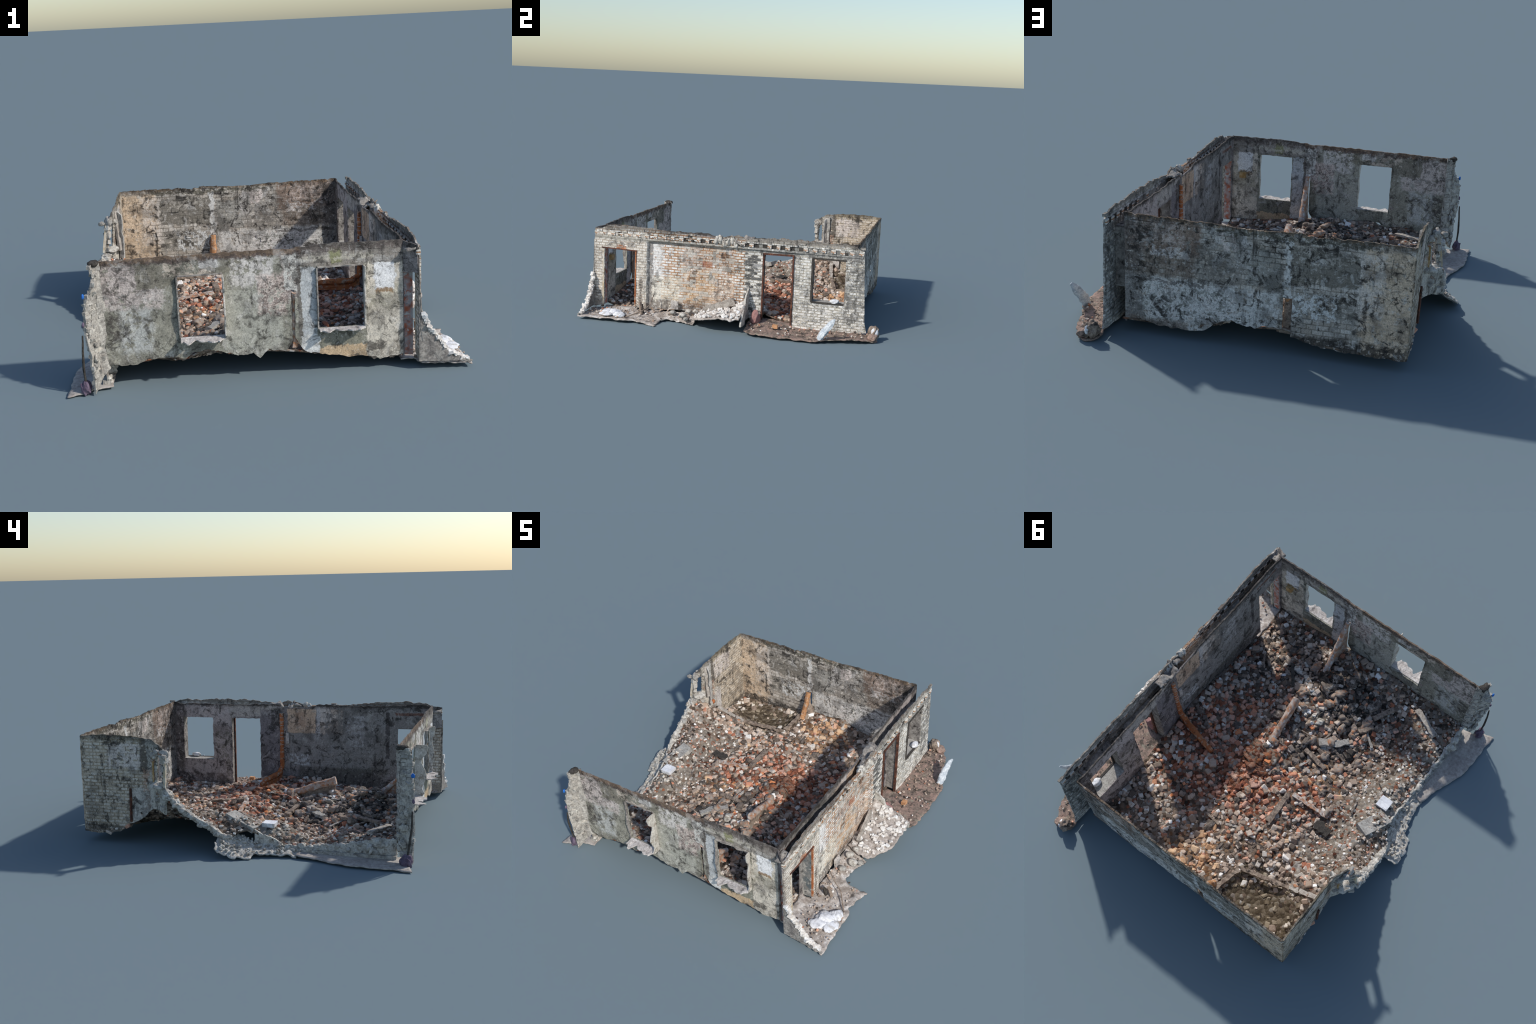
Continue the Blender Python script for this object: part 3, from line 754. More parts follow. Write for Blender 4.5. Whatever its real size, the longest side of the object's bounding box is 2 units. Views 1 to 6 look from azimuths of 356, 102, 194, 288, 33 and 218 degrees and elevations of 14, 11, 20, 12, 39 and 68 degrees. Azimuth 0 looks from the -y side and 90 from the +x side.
# --- south wall: s = x + 0.745 along +x
S0 = -0.735
south_path = [(-0.735, -0.906), (0.606, -0.906)]
sx = lambda x: x - S0
s_bot = curve([(sx(a), b) for a, b in [(-.735, .11), (-.72, .112), (-.675, .101), (-.62, .106), (-.583, .108), (-.55, .125), (-.49, .128), (-.43, .126), (-.387, .108), (-.353, .137), (-.293, .148), (-.234, .137), (-.134, .108), (-.078, .116), (-.051, .095), (-.008, .128), (.07, .117), (.089, .135), (.112, .177), (.149, .108), (.228, .09), (.321, .076), (.443, .064), (.509, .046), (.606, .066)]])
s_top = curve([(sx(a), b) for a, b in [(-.735, .586), (-.52, .589), (-.38, .588), (-.23, .59), (-.03, .593), (.085, .588), (.2, .598), (.3, .604), (.49, .6), (.606, .599)]])
W1, W2, SLOT = (-0.400, -0.202), (0.221, 0.428), (0.101, 0.116)
south_open = [(sx(W1[0]), sx(W1[1]), 1, 2), (sx(W2[0]), sx(W2[1]), 1, 2), (sx(SLOT[0]), sx(SLOT[1]), 0, 1)]
south = wall("wall", south_path, ragged_line(s_bot, .008, 3, 60), ragged_line(s_top, .004, 4, 40), [.213, .40, .496], south_open, m_south, seed=11)

def open_at(openings, pad=0.004):
    return lambda u, z, hw: any(a - pad < u + hw and u - hw < b + pad and c - pad < z + COURSE / 2 and z - COURSE / 2 < d + pad for a, b, c, d in openings)

so = open_at([(*W1, .207, .499), (*W2, .207, .499), (*SLOT, 0, .40)])
def keep_south(u, z, hw):
    if so(u, z, hw) or z + COURSE / 2 > float(s_top(sx(u))) or z - COURSE / 2 < float(s_bot(sx(u))) + 0.012:
        return False
    brickish = (u < -0.48 and 0.40 < z < 0.56) or (0.06 < u < 0.14 and z > 0.36) or (u > 0.14 and z > 0.515) or (-0.05 < u < 0.07 and 0.3 < z < 0.48)
    return float(fbm(u * 11, z * 11, 31, 3)) > (0.12 if brickish else 0.9)
brickwork(None, 0, -0.73, 0.605, 0.06, 0.59, keep_south, lambda u, z: -0.906 + float(fbm((u - S0) * 16, z * 16, 20, 4)) * 0.004, m_south, 0.0052, south, module=BLOCK)

# --- north wall: s runs along -x so that its outer face looks +y
n_top = curve([(-.745, .585), (-.59, .588), (-.42, .586), (-.31, .578), (-.24, .59), (-.12, .582), (-.05, .578), (.05, .578), (.13, .584), (.22, .59), (.38, .587), (.5, .586), (.59, .594)])
n_bot = curve([(-.745, .058), (-.73, .053), (-.6, .055), (-.487, .057), (-.35, .065), (-.265, .086), (-.221, .094), (-.2155, .094), (-.18, .15), (-.172, .125), (-.077, .126), (-.049, .112), (.014, .12), (.072, .139), (.15, .105), (.197, .065), (.245, .054), (.353, .052), (.43, .057), (.506, .073), (.55, .078), (.59, .066)])
NX = lambda s: 0.590 - s
NSLOT = (-0.214, -0.172)
north = wall("wall", [(0.590, 0.820), (-0.745, 0.820)], ragged_line(lambda s: n_bot(NX(s)), .007, 5, 60), ragged_line(lambda s: n_top(NX(s)), .006, 6, 60), [.28], [(0.590 - NSLOT[1], 0.590 - NSLOT[0], 0, 0)], m_north, seed=41)
no = open_at([(*NSLOT, 0, .285)])
def keep_north(u, z, hw):
    if no(u, z, hw) or z + COURSE / 2 > float(n_top(u)) + 0.003 or z - COURSE / 2 < float(n_bot(u)) + 0.014:
        return False
    bare = u < -0.5 or z > 0.545 or (u > 0.22 and z > 0.36) or (-0.5 < u < 0 and z > 0.45)
    return float(fbm(u * 9, z * 9, 32, 3)) > (0.0 if bare else 0.35)
brickwork(None, 0, -0.742, 0.586, 0.05, 0.6, keep_north, lambda u, z: 0.820 - float(fbm((0.590 - u) * 16, z * 16, 50, 4)) * 0.004, m_north, 0.0052, north, module=BLOCK)

# --- west wall stump with its window bay turned outward
w_path = [(-0.745, 0.816), (-0.748, 0.415), (-0.822, 0.300)]
w_y = lambda s: np.interp(s, [0, 0.397, 0.397 + math.hypot(.074, .115)], [0.812, 0.415, 0.300])
w_bot = curve([(.30, .195), (.36, .21), (.406, .198), (.477, .138), (.557, .105), (.606, .061), (.739, .047), (.8, .054), (.812, .06)])
w_top = curve([(.30, .515), (.315, .53), (.335, .541), (.363, .558), (.385, .572), (.412, .582), (.455, .588), (.518, .594), (.694, .597), (.812, .588)])
def bay_lean(S, Z):
    k = np.clip((S - .40) / .125, 0, 1) * np.clip((Z - .33) / .18, 0, 1)
    return .032 * k, 0 * S
west = wall("wall", w_path, ragged_line(lambda s: w_bot(w_y(s)), .006, 7, 60), ragged_line(lambda s: w_top(w_y(s)), .005, 8, 50), [.345, .492], [(.466, .503, 1, 1)], m_west, seed=71, lean=bay_lean)
def keep_west(u, z, hw):
    if z + COURSE / 2 > float(w_top(u)) or z - COURSE / 2 < float(w_bot(u)) + 0.01:
        return False
    return float(fbm(u * 9, z * 9, 33, 3)) > 0.02
brickwork(None, 1, 0.425, 0.806, 0.05, 0.6, keep_west, lambda u, z: -0.7465 + float(fbm((0.812 - u) * 16, z * 16, 80, 4)) * -0.004, m_west, 0.0052, west)

# --- east wall, inner leaf (s runs along +y)
e_top = curve([(-.905, .597), (-.76, .607), (-.6, .612), (-.42, .607), (-.365, .595), (-.31, .6), (-.234, .585), (-.09, .589), (.01, .606), (.073, .594), (.11, .606), (.17, .607), (.43, .601), (.64, .598), (.812, .596)])
ei_top = curve([(-.905, .596), (-.76, .600), (-.66, .594), (-.45, .586), (-.30, .588), (-.19, .590), (-.10, .572), (.05, .566), (.09, .590), (.16, .588), (.32, .582), (.63, .582), (.79, .586), (.82, .594)])
ei_bot = curve([(-.905, .05), (-.68, .06), (-.6, .05), (-.45, .045), (-.2, .09), (0, .09), (.2, .08), (.3, .05), (.6, .04), (.812, .055)])
D1, D2, WE = (-0.888, -0.692), (0.214, 0.412), (0.544, 0.753)
ys = lambda y: y + 0.906
inner = wall("wall", [(0.607, -0.906), (0.609, 0.02), (0.597, 0.18), (0.592, 0.5), (0.590, 0.820)], lambda s: ei_bot(s - .906), ragged_line(lambda s: ei_top(s - .906), .008, 9, 40), [.208, .447, .492], [(ys(D1[0]), ys(D1[1]), 0, 1), (ys(D2[0]), ys(D2[1]), 0, 2), (ys(WE[0]), ys(WE[1]), 1, 2)], m_inner, seed=101)

# --- east wall, outer leaf: painted facade with recessed panel
f_bot = curve([(-.955, .036), (-.885, .05), (-.67, .055), (-.57, .045), (-.3, .06), (0, .07), (.1, .06), (.2, .048), (.44, .014), (.6, .018), (.75, .022), (.90, .036)])
f_top = curve([(-.955, .575), (-.908, .578), (-.865, .605), (-.756, .61), (-.617, .604), (-.456, .598), (-.39, .582), (-.26, .588), (-.2, .574), (-.085, .576), (-.04, .594), (.03, .604), (.09, .586), (.2, .597), (.31, .606), (.53, .604), (.76, .6), (.832, .595), (.87, .572)])
fs = lambda y: y + 0.957
PANEL = (-0.580, 0.020, 0.515)
facade_swell = curve([(-.957, .010), (-.59, .008), (-.575, 0), (.02, 0), (.10, -.004), (.44, -.004), (.50, .004), (.88, .006)])
def facade_bulge(S, Z):
    y = S - 0.957
    t = lambda a: np.clip(a / 0.006, 0, 1)
    rec = t(y - PANEL[0]) * t(PANEL[1] - y) * t(PANEL[2] - Z)
    band = np.clip((Z - 0.53) / 0.004, 0, 1)
    swell = facade_swell(y)
    return -0.014 * rec + 0.004 * band + swell * (1 - rec) * (1 - band * .6)
def facade_lean(S, Z):
    y = S - 0.957
    k = np.clip((y - 0.62) / 0.26, 0, 1)
    edge = np.interp(Z, [0.02, 0.10, 0.30, 0.50, 0.56, 0.60], [0.042, 0.022, 0.010, 0.0, -0.004, -0.016])
    return 0 * S, k * edge
facade = wall("facade", [(0.662, -0.957), (0.661, 0.878)], lambda s: f_bot(s - .957), ragged_line(lambda s: f_top(s - .957), .011, 10, 34), [.207, .442, .497], [(fs(-.886), fs(-.664), 0, 1), (fs(.212), fs(.420), 0, 2), (fs(.540), fs(.758), 1, 2)], m_facade, seed=131, bulge=facade_bulge, lean=facade_lean)
fo = open_at([(-.886, -.664, 0, .442), (.212, .420, 0, .497), (.540, .758, .207, .497)])
def keep_facade(u, z, hw):
    if fo(u, z, hw) or z > 0.505 or z - COURSE / 2 < float(f_bot(u)) + 0.01:
        return False
    if PANEL[0] - 0.012 < u - hw and u + hw < PANEL[1] + 0.012 or u - hw > PANEL[1] + 0.012 or u + hw < PANEL[0] - 0.012:
        smooth = (-0.58 < u < -0.34)
        return float(fbm(u * 9, z * 9, 34, 3)) > (0.25 if smooth else -0.25)
    return False
brickwork(None, 1, -0.95, 0.868, 0.03, 0.51, keep_facade,
          lambda u, z: 0.661 + float(fbm((u + .957) * 16, z * 16, 140, 4)) * 0.004 + (-0.014 if PANEL[0] - .006 < u < PANEL[1] + .006 else float(facade_swell(u))), m_facade, 0.0052, facade)

# cornice: dentil bricks between two string courses, black boxes modelled as the shade in the gaps
dentil_mesh = None
y, k = -0.945, 0
while y < 0.865:
    zt = 0.5475 + 0.002 * math.sin(k * 1.7)
    if not (-0.14 < y < 0.0) and random.random() > .12:
        v = []
        for c in BOX_V:
            v.append([c[0] * .010, c[1] * .0145, c[2] * .0115])
        if dentil_mesh is None:
            bm = bmesh.new(); bmesh.ops.create_cube(bm, size=1)
            for p in bm.verts:
                p.co = (p.co.x * .020, p.co.y * .029, p.co.z * .024)
            bmesh.ops.bevel(bm, geom=list(bm.edges), offset=.002, segments=1, affect="EDGES")
            dentil_mesh = bpy.data.meshes.new("dentil_brick"); bm.to_mesh(dentil_mesh); bm.free()
        o = add("dentil_brick", dentil_mesh, m_facade, facade)
        o.location = (0.669 + random.uniform(-.003, .002), y, zt)
        o.rotation_euler = (random.uniform(-.06, .06), random.uniform(-.08, .08), random.uniform(-.08, .08))
        o.scale = (1, random.uniform(.85, 1.1), random.uniform(.9, 1.08))
    y += 0.060; k += 1
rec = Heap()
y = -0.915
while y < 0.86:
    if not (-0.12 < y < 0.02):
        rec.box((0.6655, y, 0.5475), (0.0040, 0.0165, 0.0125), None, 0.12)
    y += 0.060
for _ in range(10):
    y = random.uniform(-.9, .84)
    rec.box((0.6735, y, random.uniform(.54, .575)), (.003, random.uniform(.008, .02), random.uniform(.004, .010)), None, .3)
rec.build("dentil_gap_shadow", m_char, facade)
course = Heap()
y = -0.93
while y < 0.85:
    ln = random.uniform(.028, .04)
    for row in (0, 1):
        z = 0.568 + row * 0.0155
        if z + .006 < float(f_top(y)) + 0.004 and not (-.12 < y < .04) and random.random() > (.10 if row == 0 else .45):
            course.box((0.6685 + random.uniform(-.002, .003), y + ln / 2 + row * .015, z), (.007, ln / 2 - .001, .0070), Matrix.Rotation(random.uniform(-.05, .05), 3, "X"), .08)
    course.box((0.668 + random.uniform(-.001, .001), y + ln / 2, 0.5275), (.007, ln / 2, .0060), None, .06)
    y += ln
course.build("cornice_course", m_facade, facade)

# fallen crown of the facade: crumbled caps that bridge the two leaves
def cap(y0, y1, z0, amp, seed, x0=0.602, x1=0.676, skew=0.0):
    def hf(x, y):
        return z0 + amp * fbm(x * 22, y * 22, seed, 3) + skew * (y - y0)
    ground_sheet("wall_cap", [(x0, y0), (x1, y0), (x1 + .01, (y0 + y1) / 2), (x1, y1), (x0, y1)], hf, m_reveal, 0.009, 0.010, 0.009, seed, inner)
cap(0.0, 0.14, 0.580, 0.045, 5)
cap(-0.07, -0.01, 0.570, 0.04, 7, 0.625, 0.672)
cap(-0.955, -0.875, 0.562, 0.034, 6, 0.61, 0.672)

# crumbled bulge over the panel's north end
for i in range(6):
    lump("crumbled_mortar", (0.664, -0.105 + i * 0.027, 0.555 + 0.012 * math.sin(i * 2.1)), (0.020, 0.018, 0.030), m_crumble, facade, 0.6, 60 + i, level=3)

# pilasters either side of the recessed panel
def slab(name, lo, hi, mat, parent, jitter=0.02, seed=0):
    h = Heap(); c = [(a + b) / 2 for a, b in zip(lo, hi)]
    h.box(c, [(b - a) / 2 for a, b in zip(lo, hi)], None, jitter)
    return h.build(name, mat, parent, stuff=False)

# ------------------------------------------------------------------ window and door openings
def reveal(name, x0, x1, rect, sides, mat, parent, t=0.007, sill=None):
    y0, y1, z0, z1 = rect
    h = Heap()
    xm, hx = (x0 + x1) / 2, abs(x1 - x0) / 2
    if "s" in sides: h.box((xm, y0 - t / 2, (z0 + z1) / 2), (hx, t / 2, (z1 - z0) / 2), None, .03)
    if "n" in sides: h.box((xm, y1 + t / 2, (z0 + z1) / 2), (hx, t / 2, (z1 - z0) / 2), None, .03)
    if "t" in sides: h.box((xm, (y0 + y1) / 2, z1 + t / 2), (hx, (y1 - y0) / 2, t / 2), None, .03)
    if "b" in sides: h.box((xm, (y0 + y1) / 2, z0 - t / 2), (hx, (y1 - y0) / 2, t / 2), None, .03)
    return h.build(name, mat, parent, stuff=False)
reveal("window_reveal", 0.594, 0.664, (.540, .758, .207, .495), "snt", m_reveal, inner)
reveal("window_sill", 0.590, 0.668, (.536, .762, .209, .495), "b", m_concrete, inner)
reveal("door_reveal", 0.596, 0.655, (.211, .418, .05, .495), "snt", m_reveal, inner)
reveal("door_reveal", 0.610, 0.655, (-.886, -.668, .05, .444), "t", m_reveal, inner)
reveal("door_jamb", 0.610, 0.668, (-.886, -.668, .05, .444), "n", m_teal, inner)
reveal("door_jamb", 0.608, 0.654, (-.890, -.668, .05, .444), "s", m_jamb, inner)
for (y, w) in ((0.217, .010), (0.415, .010)):
    beam("door_frame", (0.662, y, 0.035), (0.664, y, 0.497), w, 0.014, m_rust, facade, .1)
beam("door_frame", (0.667, 0.212, 0.497), (0.667, 0.420, 0.500), 0.014, 0.010, m_rust, facade, .1)
for (a, b) in (((.668, .543, .210), (.670, .543, .496)), ((.670, .540, .497), (.670, .760, .497)), ((.668, .543, .207), (.668, .757, .207))):
    beam("window_frame", a, b, .012, .010, m_char, facade, .1)
beam("lintel_bar", (.676, -.905, .450), (.676, -.655, .443), .012, .007, m_rust, facade, .1)
beam("rusty_jamb_edge", (.673, -.662, .06), (.674, -.662, .44), .008, .010, m_clay, facade, .2)
beam("door_post", (.672, -.893, .06), (.673, -.893, .44), .012, .012, m_frame, facade, .15)

# torn window reveals of the south wall, folded outward
def south_reveal(x0, x1, z0, z1, depth_left, depth_right, depth_sill, depth_head, drop, mats):
    t = 0.006
    def strip(name, a, b, inward, outward, mat, seed):
        k = 22
        verts, faces = [], []
        A, B, I, O = Vector(a), Vector(b), Vector(inward), Vector(outward)
        for i in range(k + 1):
            p = A.lerp(B, i / k)
            d = 0.75 + 0.5 * float(fbm(i * 0.33, seed, seed, 3)) + 0.15 * math.sin(i * .5 + seed)
            q = p + O * max(.15, d)
            m = p.lerp(q, .5) + I * 0.3 * float(fbm(i * .5, seed + 4, seed, 2)) * 3
            for v in (p, m, q):
                verts += [v, v + I]
        for i in range(k):
            b0, b1 = i * 6, (i + 1) * 6
            for c in (0, 2):
                faces += [(b0 + c, b1 + c, b1 + c + 2, b0 + c + 2), (b0 + c + 3, b1 + c + 3, b1 + c + 1, b0 + c + 1)]
            faces += [(b0 + 4, b1 + 4, b1 + 5, b0 + 5), (b0 + 1, b1 + 1, b1, b0)]
        faces += [(0, 2, 3, 1), (2, 4, 5, 3), (k * 6 + 1, k * 6 + 3, k * 6 + 2, k * 6), (k * 6 + 3, k * 6 + 5, k * 6 + 4, k * 6 + 2)]
        add(name, mesh_of(name, verts, faces), mat, south)
    yb = -0.911
    strip("window_reveal", (x0, yb, z0), (x0, yb, z1), (-t, 0, 0), (0, -depth_left, 0), mats[0], 3)
    strip("window_reveal", (x1, yb, z1), (x1, yb, z0), (t, 0, 0), (0, -depth_right, 0), mats[1], 7)
    strip("window_reveal", (x0, yb, z1), (x1, yb, z1), (0, 0, t), (0, -depth_head, 0), mats[0], 12)
    strip("window_sill", (x1, yb, z0), (x0, yb, z0), (0, 0, -t), (0, -depth_sill, -drop), mats[2], 17)
south_reveal(W1[0], W1[1], .215, .496, .020, .060, .075, .010, .004, (m_reveal, m_crumble, m_sill))
south_reveal(W2[0], W2[1], .213, .496, .024, .030, .062, .018, -.003, (m_reveal, m_crumble, m_sill))

# ------------------------------------------------------------------ the rubble-filled floor
floor_pts = [
    # foot of the walls
    (.60, -.905, .066), (.45, -.905, .074), (.32, -.905, .085), (.19, -.905, .105), (0, -.905, .128), (-.23, -.905, .142), (-.30, -.905, .150), (-.387, -.905, .118), (-.47, -.905, .134), (-.60, -.905, .118), (-.72, -.905, .116),
    (.60, .81, .070), (.60, .6, .048), (.60, .42, .042), (.60, .3, .060), (.60, .2, .095), (.60, .05, .112), (.60, -.2, .105), (.60, -.32, .080), (.60, -.45, .065), (.60, -.65, .042),
    (-.745, .81, .066), (-.6, .81, .066), (-.45, .81, .070), (-.3, .81, .088), (-.2, .81, .128), (-.05, .81, .120), (.07, .81, .140), (.15, .81, .108), (.3, .81, .070), (.45, .81, .070),
    (-.745, .66, .072), (-.745, .56, .11), (-.745, .48, .175), (-.76, .40, .24), (-.81, .30, .318), (-.82, .19, .212), (-.82, .08, .152), (-.812, -.03, .10),
    # ridge from the open side across the middle
    (-.70, -.09, .168), (-.655, .49, .165), (-.61, -.04, .145), (-.58, -.07, .128), (-.67, .0, .175), (-.46, .11, .098), (-.42, .20, .092), (-.38, .08, .098), (-.53, .06, .100), (-.56, .15, .120), (-.63, .12, .178), (-.70, .18, .210), (-.50, .18, .090), (-.52, .24, .100), (-.60, .28, .150), (-.68, .30, .190), (-.44, -.01, .108), (-.36, .0, .094), (-.30, .03, .110), (-.21, .024, .122), (-.17, .055, .128), (-.105, .08, .123),
    (-.195, .08, .135), (-.11, .22, .108), (-.14, .235, .110), (.06, .0, .150), (.14, -.134, .128), (.08, -.17, .125), (.10, -.40, .138), (.21, -.44, .125), (.10, -.49, .148), (.0, -.46, .130), (-.06, -.50, .138), (-.10, -.40, .120), (.28, -.46, .105), (.0, -.65, .188), (-.10, -.64, .165), (-.19, -.60, .125), (.10, -.64, .145), (.20, -.62, .112), (.30, -.70, .095), (.0, -.76, .150),
    # hollows
    (-.65, -.21, .128), (-.60, -.283, .122), (-.535, -.237, .070), (-.496, -.239, .070), (-.446, -.223, .064), (-.492, -.273, .059), (-.459, -.322, .049), (-.445, -.412, .046), (-.344, -.251, .066), (-.336, -.327, .050), (-.344, -.40, .055),
    (-.173, -.065, .094), (-.12, -.14, .085), (-.24, -.16, .075), (-.33, -.55, .080), (-.45, -.60, .055), (-.25, -.40, .075), (-.10, -.28, .095), (-.55, -.5, .060), (-.45, -.78, .085), (-.2, -.78, .115),
    (.193, .482, .045), (.228, .498, .037), (.037, .441, .063), (.025, .525, .052), (.10, .56, .056), (-.04, .60, .098), (.18, .62, .072), (.35, .5, .042), (.42, .65, .055), (.2, .66, .060), (.25, .32, .058), (.42, .25, .070), (.1, .3, .080), (-.06, .35, .095), (-.15, .35, .118), (0, .68, .095),
    (.317, .123, .095), (.26, .06, .075), (.45, .09, .090), (.40, .06, .082), (.3, -.05, .070), (.45, -.15, .082), (.3, -.3, .070), (.45, -.4, .060), (.40, -.52, .062), (.45, -.7, .045), (.50, -.79, .034), (.60, -.78, .030), (.36, -.62, .072),
    (-.2, .73, .118), (-.18, .57, .088), (-.67, .72, .072), (-.45, .62, .056), (-.42, .54, .062), (-.48, .46, .095), (-.33, .46, .095), (-.35, .3, .108), (-.25, .38, .110),
    # bank along the open edge
    (-.735, -.3, .060), (-.735, -.40, .052), (-.735, -.52, .066), (-.735, -.65, .082), (-.735, -.76, .105), (-.735, -.83, .122), (-.735, -.89, .112), (-.67, -.42, .072), (-.58, -.42, .052), (-.66, -.6, .100), (-.67, -.8, .120), (-.60, -.68, .095), (-.58, -.84, .118), (-.70, -.2, .125),
]
floor_z0 = spline_surface(floor_pts, 1.2e-4)
def floor_z(x, y):
    x, y = np.asarray(x, float), np.asarray(y, float)
    calm = np.clip(np.hypot((x + .47) / .24, (y - .66) / .16), 0.25, 1)
    rim = np.clip(np.minimum.reduce([y + .905, .812 - y, .60 - x]) / .05, 0, 1)
    return np.clip(floor_z0(x, y), .02, .34) - .007 * rim + rim * calm * (0.014 * fbm(x * 18, y * 18, 301, 3) + 0.012 * fbm(x * 55, y * 55, 305, 2))
floor_outline = [(.606, -.907), (.606, .822), (-.747, .822), (-.748, .415), (-.80, .34), (-.824, .30), (-.82, .19), (-.822, .09), (-.815, .0), (-.80, -.05), (-.765, -.10), (-.738, -.2), (-.738, -.89), (-.725, -.907)]
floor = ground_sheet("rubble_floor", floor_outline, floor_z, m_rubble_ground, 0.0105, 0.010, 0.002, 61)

# broken edge slab and pavement to the west
pave_pts = [(-.91, -.99, .008), (-.905, -.7, .012), (-.84, -.52, .012), (-.81, -.35, .018), (-.90, -.1, .014), (-.9, .0, .05), (-.87, .0, .066), (-.73, -.25, .035), (-.73, -.9, .014), (-.73, -.6, .017), (-.76, -.1, .075), (-.81, -.02, .085), (-.84, -.1, .03), (-.8, -.2, .028)]
pave_z0 = spline_surface(pave_pts, 2e-4)
pave = ground_sheet("pavement", [(-.715, -.925), (-.715, -.42), (-.75, -.40), (-.81, -.39), (-.84, -.52), (-.905, -.70), (-.908, -.90), (-.912, -.997), (-.86, -.985), (-.80, -.94)],
                    lambda x, y: pave_z0(x, y) + .004 * fbm(x * 25, y * 25, 71, 3), m_pavement, .012, .005, .004, 71)
ground_sheet("rubble_bank", [(-.715, -.405), (-.715, -.2), (-.76, -.05), (-.82, .005), (-.875, .02), (-.905, .0), (-.905, -.1), (-.88, -.175), (-.85, -.185), (-.812, -.30), (-.812, -.395)],
             lambda x, y: pave_z0(x, y) + .018 * fbm(x * 26, y * 26, 72, 3), m_crumble, .009, .006, .010, 72)
bank_top = lambda s: floor_z(-.738 + 0 * s, -.16 - s) + .004
wall("bank_face", [(-.740, -.16), (-.741, -.90)], lambda s: .004 + 0 * s, bank_top, [], [], m_crumble, .010, .009, .016, 197, pave, .004)
for i in range(26):
    yy = -.30 - .58 * i / 25 + random.uniform(-.012, .012)
    r = random.uniform(.012, .026) * (1.5 if yy < -.76 else 1)
    lump("bank_boulder", (-.742 + random.uniform(-.004, .012), yy, float(floor_z(-.735, yy)) * random.uniform(.35, .95)), (r * .7, r, r * .7), m_concrete if i % 3 == 0 else m_crumble, pave, .6, 400 + i, (0, 0, random.uniform(0, 3)), 3)
beam("kerb", (-.745, -.26, .022), (-.745, -.90, .018), .036, .026, m_concrete, pave, .12)
beam("concrete_slab", (-.715, -.165, .115), (-.655, .005, .172), .085, .03, m_concrete, floor, .12)


# ------------------------------------------------------------------ yard strips along the facade
ash_pts = [(.905, -.975, .03), (.9, -.72, .03), (.9, -.66, .03), (.87, -.61, .025), (.905, -.44, .006), (.785, -.445, .022), (.755, -.41, .022), (.75, -.32, .02), (.79, -.22, .014), (.66, -.9, .038), (.66, -.75, .034), (.66, -.6, .045), (.66, -.4, .055), (.66, -.2, .070), (.8, -.75, .034)]
ash_z = spline_surface(ash_pts, 2e-4)
yard = ground_sheet("yard_crust", [(.600, -.89), (.60, -.66), (.66, -.66), (.655, -.2), (.79, -.215), (.75, -.32), (.755, -.41), (.785, -.445), (.905, -.440), (.872, -.61), (.903, -.66), (.90, -.72), (.907, -.978), (.80, -.962), (.68, -.955), (.66, -.89)],
                    lambda x, y: ash_z(x, y) - .007 + .010 * fbm(x * 24, y * 24, 81, 3), m_ash, .010, .006, .006, 81)
pile_pts = [(.66, -.22, .070), (.80, -.235, .045), (.895, -.11, .082), (.905, .0, .098), (.90, .10, .096), (.78, -.1, .088), (.70, -.1, .090), (.78, 0, .112), (.78, .1, .140), (.68, .05, .130), (.69, -.15, .080), (.68, .12, .20), (.74, .11, .165)]
pile_z = spline_surface(pile_pts, 2e-4)
ground_sheet("brick_pile", [(.657, -.21), (.80, -.235), (.897, -.11), (.908, .0), (.900, .08), (.902, .128), (.70, .128), (.657, .128)],
             lambda x, y: pile_z(x, y) + .014 * fbm(x * 30, y * 30, 82, 3), m_ash, .010, .010, .006, 82)
step_pts = [(.60, .21, .06), (.60, .42, .045), (.68, .2, .06), (.85, .16, .035), (.895, .22, .03), (.92, .38, .026), (.91, .63, .026), (.85, .74, .03), (.80, .92, .03), (.75, 1.0, .012), (.67, .98, .018), (.68, .44, .03), (.68, .75, .035), (.68, .9, .035)]
step_z = spline_surface(step_pts, 2e-4)
yard2 = ground_sheet("yard_crust", [(.60, .21), (.66, .20), (.66, .14), (.87, .15), (.908, .21), (.918, .38), (.908, .63), (.862, .72), (.808, .90), (.760, .980), (.72, .996), (.668, .965), (.66, .42), (.60, .42)],
                     lambda x, y: step_z(x, y) - .008 + .007 * fbm(x * 24, y * 24, 83, 3), m_yard, .010, .006, .006, 83)

# low side wall closing the pile, falling outward
wing_top = curve([(0, .258), (.068, .212), (.080, .166), (.155, .138), (.215, .094), (.232, .076)])
wing_bot = curve([(0, .06), (.05, .055), (.12, .04), (.19, .045), (.232, .055)])
wall("side_wall", [(.664, .122), (.896, .132)], wing_bot, ragged_line(wing_top, .012, 12, 50), [], [], m_crumble, .010, .009, .010, 161, facade)

# south-east corner: end closure and the torn flange that slides down to the yard
wall("wall_end", [(.610, -.906), (.664, -.957)], lambda s: 0 * s + .452, lambda s: .592 - .15 * s, [], [], m_inner, .008, .009, .004, 171, inner)
flange_top = curve([(0, .50), (.008, .38), (.012, .297), (.029, .243), (.048, .194), (.09, .147), (.132, .082), (.20, .043), (.236, .034)])
flange_bot = curve([(0, .04), (.15, .034), (.2, .030), (.236, .026)])
flange = wall("wall_flange", [(.666, -.961), (.908, -.972)], flange_bot, ragged_line(flange_top, .008, 13, 60), [], [], m_reveal, .008, .007, .006, 181, facade)
crest = Heap()
for i in range(46):
    s = 0.020 + 0.200 * (i / 45) ** 1.1
    z = float(flange_top(s))
    crest.box((.666 + s, -.962 + random.uniform(-.006, .010), z + random.uniform(-.006, .004)), [random.uniform(.006, .012), random.uniform(.008, .014), random.uniform(.005, .009)], Euler([random.uniform(-.4, .4) for _ in range(3)]).to_matrix(), .25)
crest.build("crumbled_edge", m_whitebrick, flange)

